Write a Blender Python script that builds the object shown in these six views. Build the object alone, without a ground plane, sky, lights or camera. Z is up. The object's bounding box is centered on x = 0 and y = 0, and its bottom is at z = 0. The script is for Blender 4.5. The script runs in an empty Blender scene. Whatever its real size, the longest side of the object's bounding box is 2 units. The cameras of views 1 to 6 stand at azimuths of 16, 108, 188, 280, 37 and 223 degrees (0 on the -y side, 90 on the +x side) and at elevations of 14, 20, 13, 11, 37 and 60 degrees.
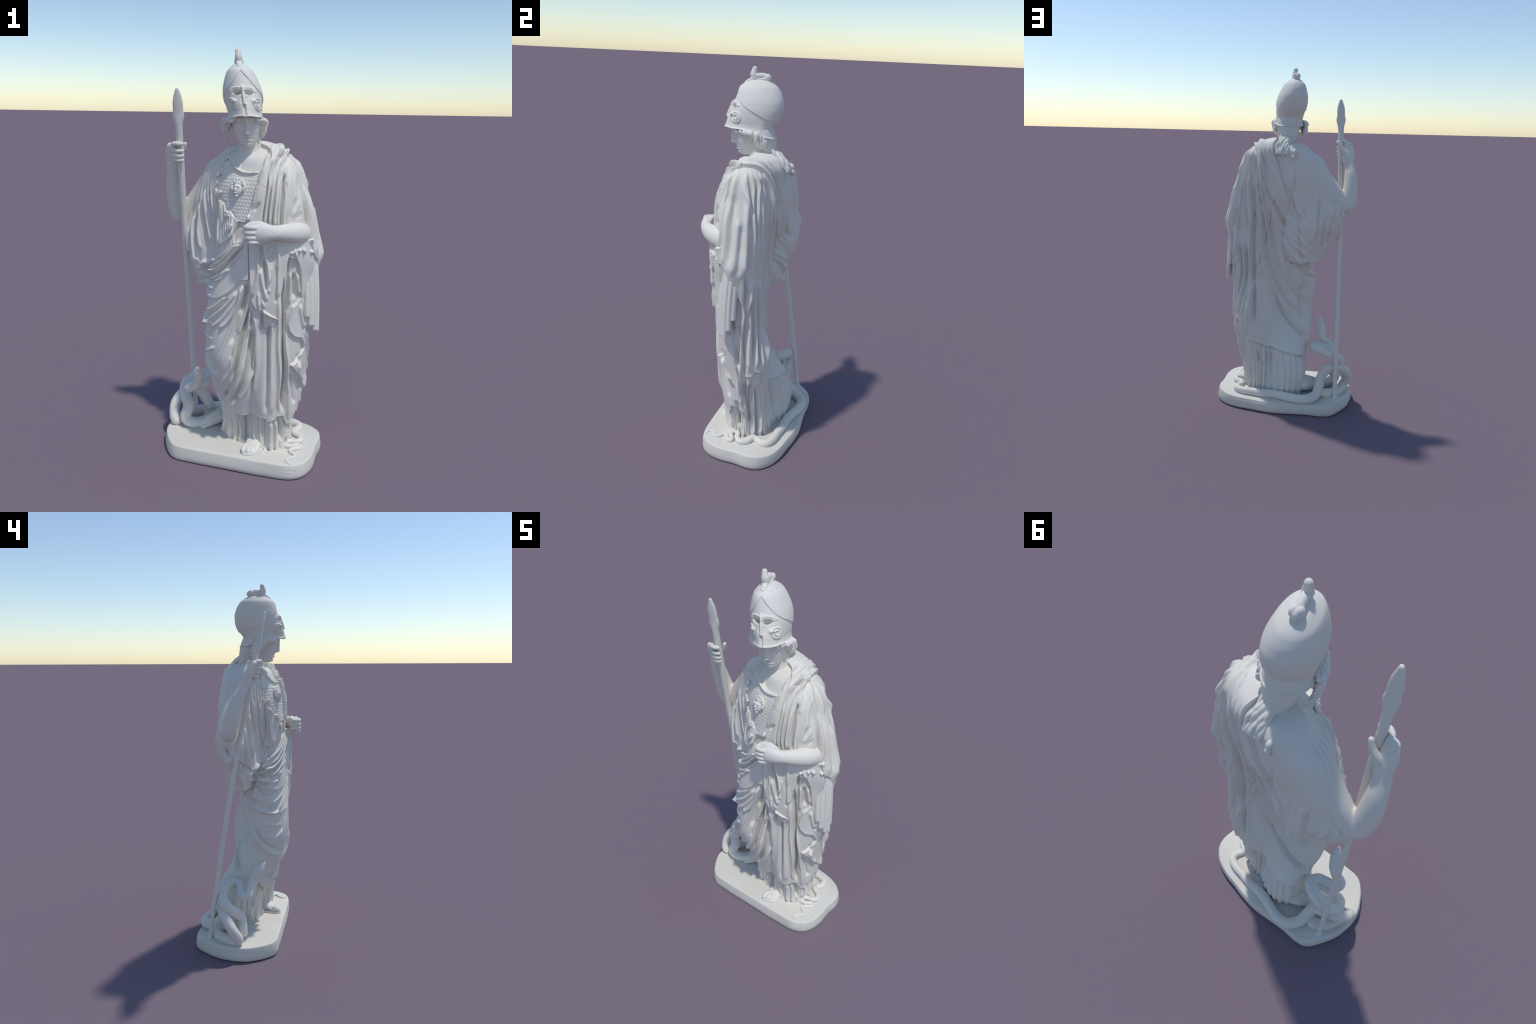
import math
import numpy as np

# ------------------------------------------------------------------ helpers
def smooth01(x):
    x = np.clip(x, 0.0, 1.0)
    return x * x * (3 - 2 * x)

def pchip(xs, ys, x):
    """monotone cubic interpolation of ys (n or n x k) over xs"""
    xs = np.asarray(xs, float); ys = np.asarray(ys, float)
    one = ys.ndim == 1
    if one: ys = ys[:, None]
    h = np.diff(xs)[:, None]; d = np.diff(ys, axis=0) / h
    m = np.zeros_like(ys)
    a, b = d[:-1], d[1:]
    w1 = 2 * h[1:] + h[:-1]; w2 = h[1:] + 2 * h[:-1]
    with np.errstate(divide='ignore', invalid='ignore'):
        hm = (w1 + w2) / (w1 / a + w2 / b)
    m[1:-1] = np.where(a * b > 0, np.nan_to_num(hm), 0)
    m[0], m[-1] = d[0], d[-1]
    x = np.clip(np.asarray(x, float), xs[0], xs[-1])
    i = np.clip(np.searchsorted(xs, x) - 1, 0, len(xs) - 2)
    hh = h[i, 0]; t = ((x - xs[i]) / hh)[..., None]; hh = hh[..., None]
    r = ((1 + 2 * t) * (1 - t) ** 2 * ys[i] + t * (1 - t) ** 2 * hh * m[i]
         + t * t * (3 - 2 * t) * ys[i + 1] + t * t * (t - 1) * hh * m[i + 1])
    return r[..., 0] if one else r

def spline(pts, n):
    """Catmull-Rom through pts (k x d), n samples, evenly spread by chord length"""
    P = np.asarray(pts, float)
    if len(P) == 2:
        t = np.linspace(0, 1, n)[:, None]
        return P[0] * (1 - t) + P[1] * t
    Q = np.vstack([2 * P[0] - P[1], P, 2 * P[-1] - P[-2]])
    out = []
    for i in range(len(P) - 1):
        p0, p1, p2, p3 = Q[i:i + 4]
        t = np.linspace(0, 1, 24, endpoint=False)[:, None]
        out.append(0.5 * (2 * p1 + (p2 - p0) * t + (2 * p0 - 5 * p1 + 4 * p2 - p3) * t ** 2
                          + (3 * p1 - p0 - 3 * p2 + p3) * t ** 3))
    D = np.vstack(out + [P[-1:]])
    s = np.r_[0, np.cumsum(np.linalg.norm(np.diff(D[:, :min(3, D.shape[1])], axis=0), axis=1))]
    q = np.linspace(0, s[-1], n)
    return np.stack([np.interp(q, s, D[:, k]) for k in range(D.shape[1])], 1)

def direction(phi):
    p = np.radians(phi)
    return np.sin(p), -np.cos(p)

_rs = np.random.RandomState(7)
_LAT = _rs.rand(48, 48, 48)
def vnoise(x, y, z=0.0):
    """smooth value noise in 0..1"""
    x, y, z = np.broadcast_arrays(np.asarray(x, float), np.asarray(y, float), np.asarray(z, float))
    xi, yi, zi = np.floor(x).astype(int), np.floor(y).astype(int), np.floor(z).astype(int)
    u, v, w = smooth01(x - xi), smooth01(y - yi), smooth01(z - zi)
    L = lambda a, b, c: _LAT[(xi + a) % 48, (yi + b) % 48, (zi + c) % 48]
    lerp = lambda a, b, t: a + (b - a) * t
    return lerp(lerp(lerp(L(0,0,0), L(1,0,0), u), lerp(L(0,1,0), L(1,1,0), u), v),
                lerp(lerp(L(0,0,1), L(1,0,1), u), lerp(L(0,1,1), L(1,1,1), u), v), w)

# ------------------------------------------------------------------ draped body: stack of rounded sections
# height, centre x, centre y, right extent, left extent, front extent, back extent, skew of the right half, skew of the left half, boxiness
LEVELS = [
    (0.070, 0.085, -0.01, -0.080, 0.255, -0.095, 0.130, -0.25, 0.00, 2.2),
    (0.200, 0.085, -0.02, -0.070, 0.260, -0.100, 0.098, -0.16, 0.03, 2.2),
    (0.300, 0.088, -0.04, -0.075, 0.275, -0.112, 0.070, -0.06, 0.08, 2.2),
    (0.400, 0.092, -0.05, -0.105, 0.272, -0.125, 0.052, 0.00, 0.10, 2.2),
    (0.600, 0.098, -0.05, -0.120, 0.295, -0.160, 0.042, 0.12, 0.13, 2.2),
    (0.750, 0.098, -0.05, -0.132, 0.325, -0.170, 0.040, 0.12, 0.13, 2.2),
    (0.900, 0.095, -0.05, -0.125, 0.340, -0.192, 0.040, 0.05, 0.15, 2.2),
    (1.000, 0.090, -0.04, -0.160, 0.358, -0.198, 0.045, -0.10, 0.14, 2.2),
    (1.100, 0.080, -0.03, -0.210, 0.368, -0.195, 0.055, -0.20, 0.08, 2.2),
    (1.200, 0.070, -0.02, -0.260, 0.358, -0.183, 0.076, -0.24, 0.00, 2.2),
    (1.300, 0.065, -0.01, -0.267, 0.338, -0.165, 0.100, -0.25, -0.10, 2.2),
    (1.400, 0.060, 0.00, -0.224, 0.302, -0.145, 0.113, -0.24, -0.18, 2.2),
    (1.480, 0.058, 0.00, -0.187, 0.275, -0.115, 0.112, -0.24, -0.22, 2.2),
    (1.530, 0.058, 0.00, -0.122, 0.235, -0.095, 0.118, -0.25, -0.19, 2.1),
    (1.565, 0.058, 0.00, -0.080, 0.200, -0.048, 0.100, -0.15, -0.13, 2.1),
    (1.585, 0.058, 0.00, -0.020, 0.130, -0.022, 0.055, 0.00, 0.00, 2.0),
    (1.594, 0.055, -0.01, 0.030, 0.085, -0.018, 0.015, 0.00, 0.00, 2.0),
]
_LV = np.array(LEVELS)
# local swellings of the form below the cloth: azimuth, height, spread along, spread up, amount
SWELL = [
    (137, 0.50, 32, 0.26, 0.084),    # cloak falling from the left shoulder, behind
    (130, 1.15, 32, 0.33, -0.024),   # flat back of the left arm
    (220, 0.25, 30, 0.19, 0.122),    # trailing skirt
    (-40, 0.60, 28, 0.24, 0.048),    # right thigh and knee
    (-75, 1.22, 28, 0.18, -0.050),   # side below the right arm
    (-15, 0.20, 32, 0.16, -0.046),   # between the legs
    (47, 0.36, 16, 0.16, 0.032),     # column of cloth over the left leg
    (-62, 0.14, 20, 0.14, -0.028),
    (8, 0.50, 14, 0.20, -0.022),     # hollow beside the left leg
    (75, 0.62, 18, 0.15, 0.022),     # falling zigzag edge
    (282, 1.10, 18, 0.17, -0.030),
    (94, 1.09, 15, 0.08, 0.016),     # corner of the cape below the elbow
    (40, 1.38, 22, 0.10, 0.014),     # cloak over the left breast
    (215, 1.38, 25, 0.12, 0.012),    # right shoulder blade
]
# wide sleeve hanging below the raised right arm: its lower edge (azimuth, height)
SLEEVE_HEM = [(195, 1.06), (212, 0.99), (222, 0.92), (229, 0.888), (246, 0.880), (260, 0.890), (266, 0.925), (272, 1.0), (280, 1.04), (300, 1.05)]
def sleeve_bulge(phi, z):
    p = np.asarray(phi, float) % 360
    e = np.array(SLEEVE_HEM)
    hem = np.interp(p, e[:, 0], e[:, 1])
    side = smooth01((p - 208) / 26) * (1 - smooth01((p - 258) / 22))
    up = smooth01((np.asarray(z, float) - hem + 0.005) / 0.012)
    top = 1 - smooth01((z - 1.08) / 0.24)
    return 0.116 * side * up * top
def body_radius(phi, z):
    c = pchip(_LV[:, 0], _LV[:, 1:], z)
    cx, cy, xm, xp, yf, yb, skr, skl, n = [c[..., k] for k in range(9)]
    sx, sy0 = direction(phi)
    skew = skr + (skl - skr) * smooth01(0.5 + sx * 1.5)
    sy = sy0 - skew * sx                       # sections sheared: one side lies further back
    ax = np.where(sx > 0, xp - cx, cx - xm); ay = np.where(sy > 0, yb - cy, cy - yf)
    r = (np.abs(sx / ax) ** n + np.abs(sy / ay) ** n) ** (-1 / n)
    for p0, z0, wp, wz, h in SWELL:
        dp = (phi - p0 + 180) % 360 - 180
        r = r + h * np.exp(-(dp / wp) ** 2 - ((z - z0) / wz) ** 2)
    return r + sleeve_bulge(phi, z), cx, cy
def body_point(phi, z):
    phi, z = np.broadcast_arrays(np.asarray(phi, float), np.asarray(z, float))
    r, cx, cy = body_radius(phi, z)
    sx, sy = direction(phi)
    return np.stack([cx + r * sx, cy + r * sy, z], -1)

def body_grid(nu, nv):
    # rows spread evenly along the mean outline
    zz = np.linspace(_LV[0, 0], _LV[-1, 0], 1200)
    L = 0
    for p in (0, 90, 180, 270):
        q = body_point(p, zz); L = L + np.r_[0, np.cumsum(np.linalg.norm(np.diff(q, axis=0), axis=1))]
    z = np.interp(np.linspace(0, L[-1], nv), L, zz)
    phi = np.linspace(0, 360, nu, endpoint=False)
    PH, ZZ = np.meshgrid(phi, z)
    return PH, ZZ, body_point(PH, ZZ)
def grid_normals(P):
    du = np.roll(P, -1, 1) - np.roll(P, 1, 1)
    dv = np.gradient(P, axis=0)
    n = np.cross(du, dv); n /= np.linalg.norm(n, axis=-1, keepdims=True) + 1e-12
    return n

# ------------------------------------------------------------------ carved folds: width, height (- is a groove), course as (azimuth, height)
WAIST_ROLL = [
    (0.009, 0.009, [(-86.5, 1.014), (-71.0, 1.039), (-38.2, 1.101), (-18.8, 1.146), (-3.5, 1.183)]),
    (0.008, 0.007, [(-88.2, 0.997), (-53.0, 1.044), (-32.2, 1.096), (-12.0, 1.148), (-1.8, 1.180)]),
    (0.009, 0.009, [(-90.2, 0.973), (-59.2, 1.012), (-36.5, 1.062), (-19.8, 1.108), (-5.0, 1.146), (5.0, 1.177)]),
    (0.009, 0.010, [(-93.2, 0.937), (-64.0, 0.964), (-41.2, 1.012), (-25.8, 1.056), (-6.8, 1.111), (5.5, 1.159)]),
    (0.008, -0.011, [(-91.8, 0.955), (-57.8, 0.993), (-39.0, 1.035), (-20.2, 1.090), (-4.2, 1.137), (7.5, 1.172)]),
    (0.005, -0.006, [(-89.2, 0.986), (-55.0, 1.030), (-33.8, 1.080), (-14.5, 1.130), (-0.2, 1.172)]),
    (0.009, 0.010, [(-98.5, 0.902), (-96.0, 0.914), (-49.8, 0.971), (-37.0, 1.012), (-21.5, 1.052)]),
    (0.008, -0.006, [(-95.0, 0.922), (-62.8, 0.956), (-45.8, 0.993), (-30.5, 1.036), (-11.5, 1.088)]),
    (0.009, 0.007, [(-89.2, 0.991), (-79.8, 0.946), (-67.2, 0.927), (-52.2, 0.935)]),
    (0.008, 0.006, [(-93.2, 0.969), (-84.8, 0.912), (-70.5, 0.889), (-57.2, 0.894)]),
    (0.008, 0.007, [(-85.5, 1.022), (-66.5, 1.002), (-53.5, 1.014)]),
    (0.009, -0.010, [(-86.2, 0.988), (-76.8, 0.966), (-63.2, 0.956), (-49.5, 0.972)]),
    (0.014, 0.011, [(-94.5, 0.967), (-90.0, 0.997), (-86.2, 1.028), (-79.2, 1.035)]),
    (0.008, -0.006, [(-93.8, 0.951), (-84.8, 0.924), (-70.2, 0.909)]),
]
SKIRT_SWAGS = [
    (0.010, 0.011, [(-2.5, 0.993), (-13.0, 0.902), (-22.8, 0.825), (-28.5, 0.765), (-33.8, 0.702), (-41.0, 0.619), (-49.5, 0.555)]),
    (0.009, -0.011, [(0.0, 0.991), (-8.2, 0.904), (-19.2, 0.809), (-23.8, 0.740), (-28.0, 0.674)]),
    (0.009, 0.010, [(-44.8, 0.743), (-34.2, 0.783), (-24.2, 0.838), (-12.8, 0.909), (-4.8, 0.981)]),
    (0.014, -0.016, [(2.8, 0.994), (-2.5, 0.933), (-10.2, 0.863), (-15.5, 0.819)]),
    (0.009, 0.014, [(4.0, 0.919), (-4.5, 0.840), (-15.0, 0.768), (-22.0, 0.684), (-27.0, 0.594), (-36.0, 0.521), (-63.8, 0.424), (-85.0, 0.375)]),
    (0.009, -0.017, [(5.8, 0.907), (-1.2, 0.842), (-10.5, 0.755), (-18.8, 0.652), (-24.8, 0.554), (-38.0, 0.458), (-65.2, 0.370), (-79.5, 0.378)]),
    (0.009, 0.014, [(6.5, 0.899), (1.8, 0.835), (-5.2, 0.753), (-10.0, 0.715), (-16.0, 0.629), (-25.0, 0.528), (-50.5, 0.406), (-74.0, 0.335), (-85.0, 0.359)]),
    (0.012, 0.009, [(6.2, 0.871), (15.0, 0.748), (15.0, 0.611), (-5.8, 0.500), (-19.5, 0.420), (-43.8, 0.353)]),
    (0.008, 0.008, [(-69.5, 0.809), (-55.5, 0.838), (-43.8, 0.876), (-34.2, 0.914)]),
    (0.009, 0.011, [(-73.0, 0.748), (-64.2, 0.758), (-52.2, 0.801), (-39.2, 0.850), (-28.2, 0.894), (-16.5, 0.946)]),
    (0.009, -0.007, [(-73.8, 0.773), (-54.8, 0.817), (-41.0, 0.861), (-30.0, 0.909)]),
    (0.010, 0.008, [(-57.0, 0.735), (-42.8, 0.786), (-31.8, 0.840), (-19.5, 0.901), (-6.8, 0.973)]),
    (0.007, -0.008, [(-28.2, 0.601), (-23.5, 0.674), (-18.0, 0.755)]),
    (0.009, 0.008, [(-70.8, 0.324), (-39.8, 0.415), (-21.8, 0.493), (-12.8, 0.568), (-8.2, 0.622), (1.0, 0.747)]),
    (0.015, -0.020, [(-68.2, 0.324), (-46.5, 0.362), (-22.5, 0.453), (-10.8, 0.541), (-5.2, 0.620), (6.2, 0.761)]),
    (0.010, 0.010, [(-100.0, 0.899), (-98.5, 0.812), (-83.8, 0.775), (-69.5, 0.763), (-52.0, 0.761)]),
    (0.010, -0.008, [(-103.0, 0.853), (-86.0, 0.811), (-71.5, 0.788), (-56.8, 0.789)]),
    (0.010, 0.010, [(-91.2, 0.665), (-82.8, 0.594), (-71.2, 0.537), (-55.2, 0.511), (-46.0, 0.526)]),
    (0.010, -0.009, [(-90.0, 0.688), (-81.5, 0.620), (-71.2, 0.570), (-57.2, 0.544)]),
    (0.009, 0.008, [(-73.2, 0.622), (-62.0, 0.620), (-46.5, 0.656)]),
    (0.009, 0.004, [(-77.5, 0.697), (-65.0, 0.688), (-50.5, 0.686)]),
    (0.012, -0.006, [(-107.2, 0.850), (-92.5, 0.827), (-81.8, 0.820), (-69.2, 0.816)]),
    (0.020, -0.014, [(-105.5, 0.747), (-105.2, 0.620), (-107.5, 0.490)]),
    (0.014, 0.010, [(-108.8, 0.806), (-95.2, 0.711), (-92.0, 0.586), (-91.0, 0.536)]),
    (0.010, 0.007, [(-126.0, 0.401), (-112.5, 0.364), (-102.2, 0.342)]),
]
FRONT_PANELS = [
    (0.012, 0.009, [(45.8, 0.814), (46.5, 0.750), (47.5, 0.619), (49.5, 0.484), (51.5, 0.297)]),
    (0.012, 0.010, [(52.2, 0.937), (53.8, 0.852), (55.8, 0.763), (58.0, 0.653), (65.0, 0.479), (72.8, 0.298)]),
    (0.008, -0.013, [(40.8, 0.796), (40.0, 0.724), (42.0, 0.585), (45.0, 0.450), (46.2, 0.306)]),
    (0.011, 0.007, [(19.2, 0.852), (19.8, 0.763), (21.8, 0.648), (23.8, 0.506), (26.2, 0.396)]),
    (0.009, -0.024, [(55.0, 1.020), (57.0, 0.950), (60.5, 0.850), (62.0, 0.750), (64.0, 0.619), (72.2, 0.476), (78.2, 0.292)]),
    (0.009, 0.009, [(82.2, 0.252), (82.8, 0.394), (73.8, 0.511), (65.0, 0.684), (64.0, 0.775)]),
    (0.010, 0.010, [(81.8, 0.586), (88.8, 0.510), (99.0, 0.454)]),
    (0.009, -0.010, [(76.2, 0.531), (84.0, 0.464), (88.2, 0.404), (91.8, 0.332)]),
    (0.010, 0.008, [(105.2, 0.297), (108.8, 0.346), (110.0, 0.383)]),
    (0.007, -0.008, [(27.0, 0.779), (28.2, 0.743)]),
    (0.008, -0.008, [(7.0, 0.865), (4.5, 0.806), (1.5, 0.757)]),
    (0.007, -0.010, [(26.0, 0.850), (27.2, 0.807), (28.8, 0.760)]),
    (0.008, 0.009, [(26.8, 1.187), (22.0, 1.109), (18.5, 1.025), (11.2, 0.950), (8.0, 0.922)]),
    (0.008, -0.008, [(26.5, 1.180), (25.5, 1.122), (23.0, 1.070)]),
    (0.008, 0.010, [(28.8, 1.178), (33.0, 1.103), (35.0, 1.031), (34.2, 0.978), (36.8, 0.943)]),
    (0.009, -0.012, [(28.5, 1.111), (30.8, 1.031), (32.5, 0.978), (35.8, 0.951)]),
    (0.008, 0.009, [(23.5, 1.062), (25.5, 1.004), (30.2, 0.951), (34.8, 0.906)]),
    (0.007, 0.006, [(19.0, 0.956), (21.2, 0.870)]),
    (0.008, 0.007, [(27.0, 0.922), (30.5, 0.866)]),
    (0.008, 0.008, [(45.8, 1.188), (46.8, 1.111), (46.8, 1.019), (49.0, 0.922)]),
    (0.008, -0.007, [(41.2, 1.183), (39.5, 1.111), (38.8, 1.080)]),
    (0.007, -0.006, [(36.0, 1.180), (36.0, 1.111), (37.2, 1.080)]),
    (0.007, 0.006, [(39.2, 1.080), (37.8, 1.027), (34.0, 0.989)]),
    (0.007, -0.006, [(45.0, 1.078), (46.0, 0.951), (48.0, 0.894)]),
    (0.008, 0.010, [(62.0, 1.161), (63.0, 1.127), (66.0, 1.098)]),
    (0.008, 0.010, [(60.2, 1.143), (58.8, 1.120)]),
    (0.007, -0.010, [(57.5, 1.106), (58.8, 1.030), (62.2, 0.919), (63.8, 0.834)]),
    (0.009, 0.008, [(60.8, 1.041), (63.8, 0.946), (66.0, 0.876)]),
    (0.010, 0.009, [(68.8, 1.038), (72.0, 0.971), (77.2, 0.914)]),
    (0.009, -0.012, [(65.0, 1.039), (68.2, 0.973), (71.8, 0.901)]),
    (0.007, 0.010, [(65.5, 1.150), (67.8, 1.129)]),
    (0.007, 0.010, [(69.0, 1.154), (72.2, 1.120)]),
    (0.007, 0.009, [(76.2, 1.138), (79.0, 1.114)]),
    (0.012, -0.014, [(88.5, 0.929), (92.8, 0.835), (98.2, 0.725)]),
    (0.011, 0.010, [(82.0, 0.912), (85.0, 0.832), (87.5, 0.738)]),
    (0.009, 0.009, [(76.8, 0.886), (79.5, 0.824), (83.5, 0.747)]),
    (0.011, 0.008, [(84.2, 0.753), (98.5, 0.612), (110.2, 0.489), (110.5, 0.409)]),
    (0.010, -0.010, [(81.8, 0.629), (83.5, 0.583), (82.0, 0.558)]),
]
CHEST_FOLDS = [
    (0.009, 0.008, [(76.5, 1.578), (43.0, 1.533), (33.8, 1.468), (25.8, 1.397), (16.0, 1.313)]),
    (0.007, 0.007, [(77.0, 1.572), (44.8, 1.495), (37.2, 1.415), (34.0, 1.348), (32.2, 1.275), (31.5, 1.230)]),
    (0.007, 0.008, [(78.0, 1.568), (50.5, 1.509), (41.2, 1.429), (38.0, 1.348), (37.2, 1.276), (36.8, 1.232)]),
    (0.007, 0.008, [(79.2, 1.562), (53.5, 1.495), (44.8, 1.417), (42.2, 1.350), (42.0, 1.273), (41.8, 1.232)]),
    (0.007, 0.007, [(63.5, 1.514), (50.5, 1.443), (45.8, 1.363), (46.0, 1.276), (46.0, 1.232)]),
    (0.006, 0.008, [(59.0, 1.490), (52.2, 1.417), (51.5, 1.292), (52.2, 1.232)]),
    (0.005, -0.009, [(48.8, 1.526), (40.2, 1.475), (32.8, 1.388), (30.0, 1.304), (28.5, 1.249)]),
    (0.005, -0.008, [(53.0, 1.521), (44.8, 1.470), (36.5, 1.375), (35.0, 1.278), (34.5, 1.233)]),
    (0.005, -0.008, [(57.5, 1.516), (48.8, 1.470), (41.8, 1.389), (40.0, 1.276), (39.5, 1.232)]),
    (0.006, -0.013, [(55.5, 1.475), (50.2, 1.417), (47.8, 1.350), (48.0, 1.280), (48.5, 1.232)]),
    (0.006, -0.007, [(55.0, 1.443), (51.8, 1.363), (52.2, 1.292), (53.5, 1.232)]),
    (0.014, 0.007, [(70.8, 1.510), (62.8, 1.443), (59.5, 1.374), (56.5, 1.291)]),
    (0.014, -0.007, [(62.2, 1.378), (59.8, 1.339), (58.0, 1.297)]),
    (0.010, 0.005, [(64.8, 1.364), (62.0, 1.323), (57.8, 1.283)]),
    (0.009, -0.004, [(67.2, 1.315), (64.8, 1.289), (60.8, 1.284)]),
    (0.006, -0.009, [(71.0, 1.521), (71.2, 1.485), (72.2, 1.431), (70.5, 1.355), (72.5, 1.256), (75.2, 1.178)]),
    (0.007, -0.008, [(26.8, 1.355), (21.0, 1.328), (16.0, 1.305)]),
    (0.009, 0.008, [(12.8, 1.301), (9.2, 1.270), (7.2, 1.252)]),
]
CAPE_FOLDS = [
    (0.011, 0.008, [(69.0, 1.530), (69.2, 1.475), (71.8, 1.366), (76.0, 1.256), (75.5, 1.154)]),
    (0.014, 0.009, [(75.8, 1.532), (77.0, 1.462), (78.8, 1.334), (82.8, 1.203), (84.5, 1.091)]),
    (0.013, 0.010, [(82.5, 1.534), (89.8, 1.478), (92.5, 1.375), (96.0, 1.264), (99.2, 1.150), (101.5, 1.054)]),
    (0.014, 0.008, [(87.5, 1.339), (91.0, 1.228), (93.2, 1.133), (94.0, 1.060)]),
    (0.008, 0.007, [(89.0, 1.537), (95.8, 1.478), (97.0, 1.393), (102.2, 1.297), (106.2, 1.177)]),
    (0.008, 0.009, [(93.5, 1.538), (101.0, 1.484), (101.8, 1.409), (105.2, 1.294), (110.2, 1.170), (119.2, 1.007)]),
    (0.008, 0.007, [(100.8, 1.529), (108.2, 1.472), (112.0, 1.385), (115.8, 1.284)]),
    (0.010, 0.007, [(108.2, 1.529), (119.2, 1.472), (127.8, 1.396), (148.2, 1.264), (190.2, 1.112), (221.0, 0.927)]),
    (0.008, 0.006, [(105.0, 1.393), (110.0, 1.289), (113.5, 1.164), (120.0, 1.030)]),
    (0.009, -0.009, [(88.5, 1.529), (92.5, 1.448), (97.5, 1.337), (102.0, 1.241), (103.5, 1.145), (105.5, 1.046)]),
    (0.016, -0.006, [(78.0, 1.439), (82.8, 1.336), (87.2, 1.206), (89.8, 1.093)]),
    (0.007, -0.007, [(97.5, 1.508), (100.2, 1.372), (104.2, 1.257), (106.8, 1.138), (111.2, 1.027)]),
    (0.007, -0.006, [(105.0, 1.509), (107.8, 1.405), (114.0, 1.286), (119.0, 1.156), (139.2, 0.977)]),
    (0.007, -0.006, [(117.5, 1.472), (122.2, 1.359), (129.0, 1.230), (180.5, 0.951)]),
    (0.012, -0.005, [(91.8, 1.302), (94.8, 1.190), (98.0, 1.062)]),
    (0.008, -0.007, [(139.2, 1.393), (157.8, 1.283), (190.8, 1.203), (213.8, 1.075)]),
    (0.010, 0.008, [(48.0, 1.518), (70.0, 1.548), (87.0, 1.556), (105.5, 1.548), (119.2, 1.512), (134.8, 1.426), (148.2, 1.328)]),
    (0.009, 0.007, [(45.8, 1.533), (72.0, 1.563), (96.0, 1.570), (119.8, 1.544), (143.5, 1.464), (165.8, 1.344)]),
    (0.006, -0.006, [(48.5, 1.516), (69.8, 1.539), (88.2, 1.547), (103.0, 1.536), (112.5, 1.509)]),
    (0.006, -0.005, [(63.8, 1.547), (86.0, 1.562), (105.5, 1.558), (125.2, 1.518), (144.8, 1.423)]),
    (0.009, 0.005, [(83.5, 1.575), (116.5, 1.569), (142.0, 1.530), (170.0, 1.445)]),
    (0.011, 0.009, [(100.8, 1.070), (105.0, 0.898), (106.8, 0.684), (107.8, 0.484), (106.0, 0.310)]),
    (0.012, 0.014, [(106.0, 1.043), (111.0, 0.811), (112.8, 0.692), (116.8, 0.516)]),
    (0.010, 0.012, [(112.5, 1.025), (118.2, 0.873), (121.5, 0.727), (126.0, 0.531)]),
    (0.009, 0.012, [(118.0, 1.012), (126.5, 0.857), (128.8, 0.715), (133.2, 0.516)]),
    (0.008, -0.014, [(101.8, 1.101), (106.2, 0.948), (109.2, 0.697), (112.2, 0.487), (109.0, 0.276)]),
    (0.008, -0.013, [(111.0, 0.985), (117.5, 0.779), (120.5, 0.612), (122.8, 0.529)]),
    (0.007, -0.010, [(118.5, 0.966), (125.2, 0.812), (128.0, 0.650), (129.2, 0.532)]),
    (0.014, 0.009, [(152.5, 0.988), (144.2, 0.832), (140.0, 0.653), (143.2, 0.505)]),
    (0.010, -0.008, [(103.0, 0.799), (103.8, 0.673), (103.5, 0.547)]),
]
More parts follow.
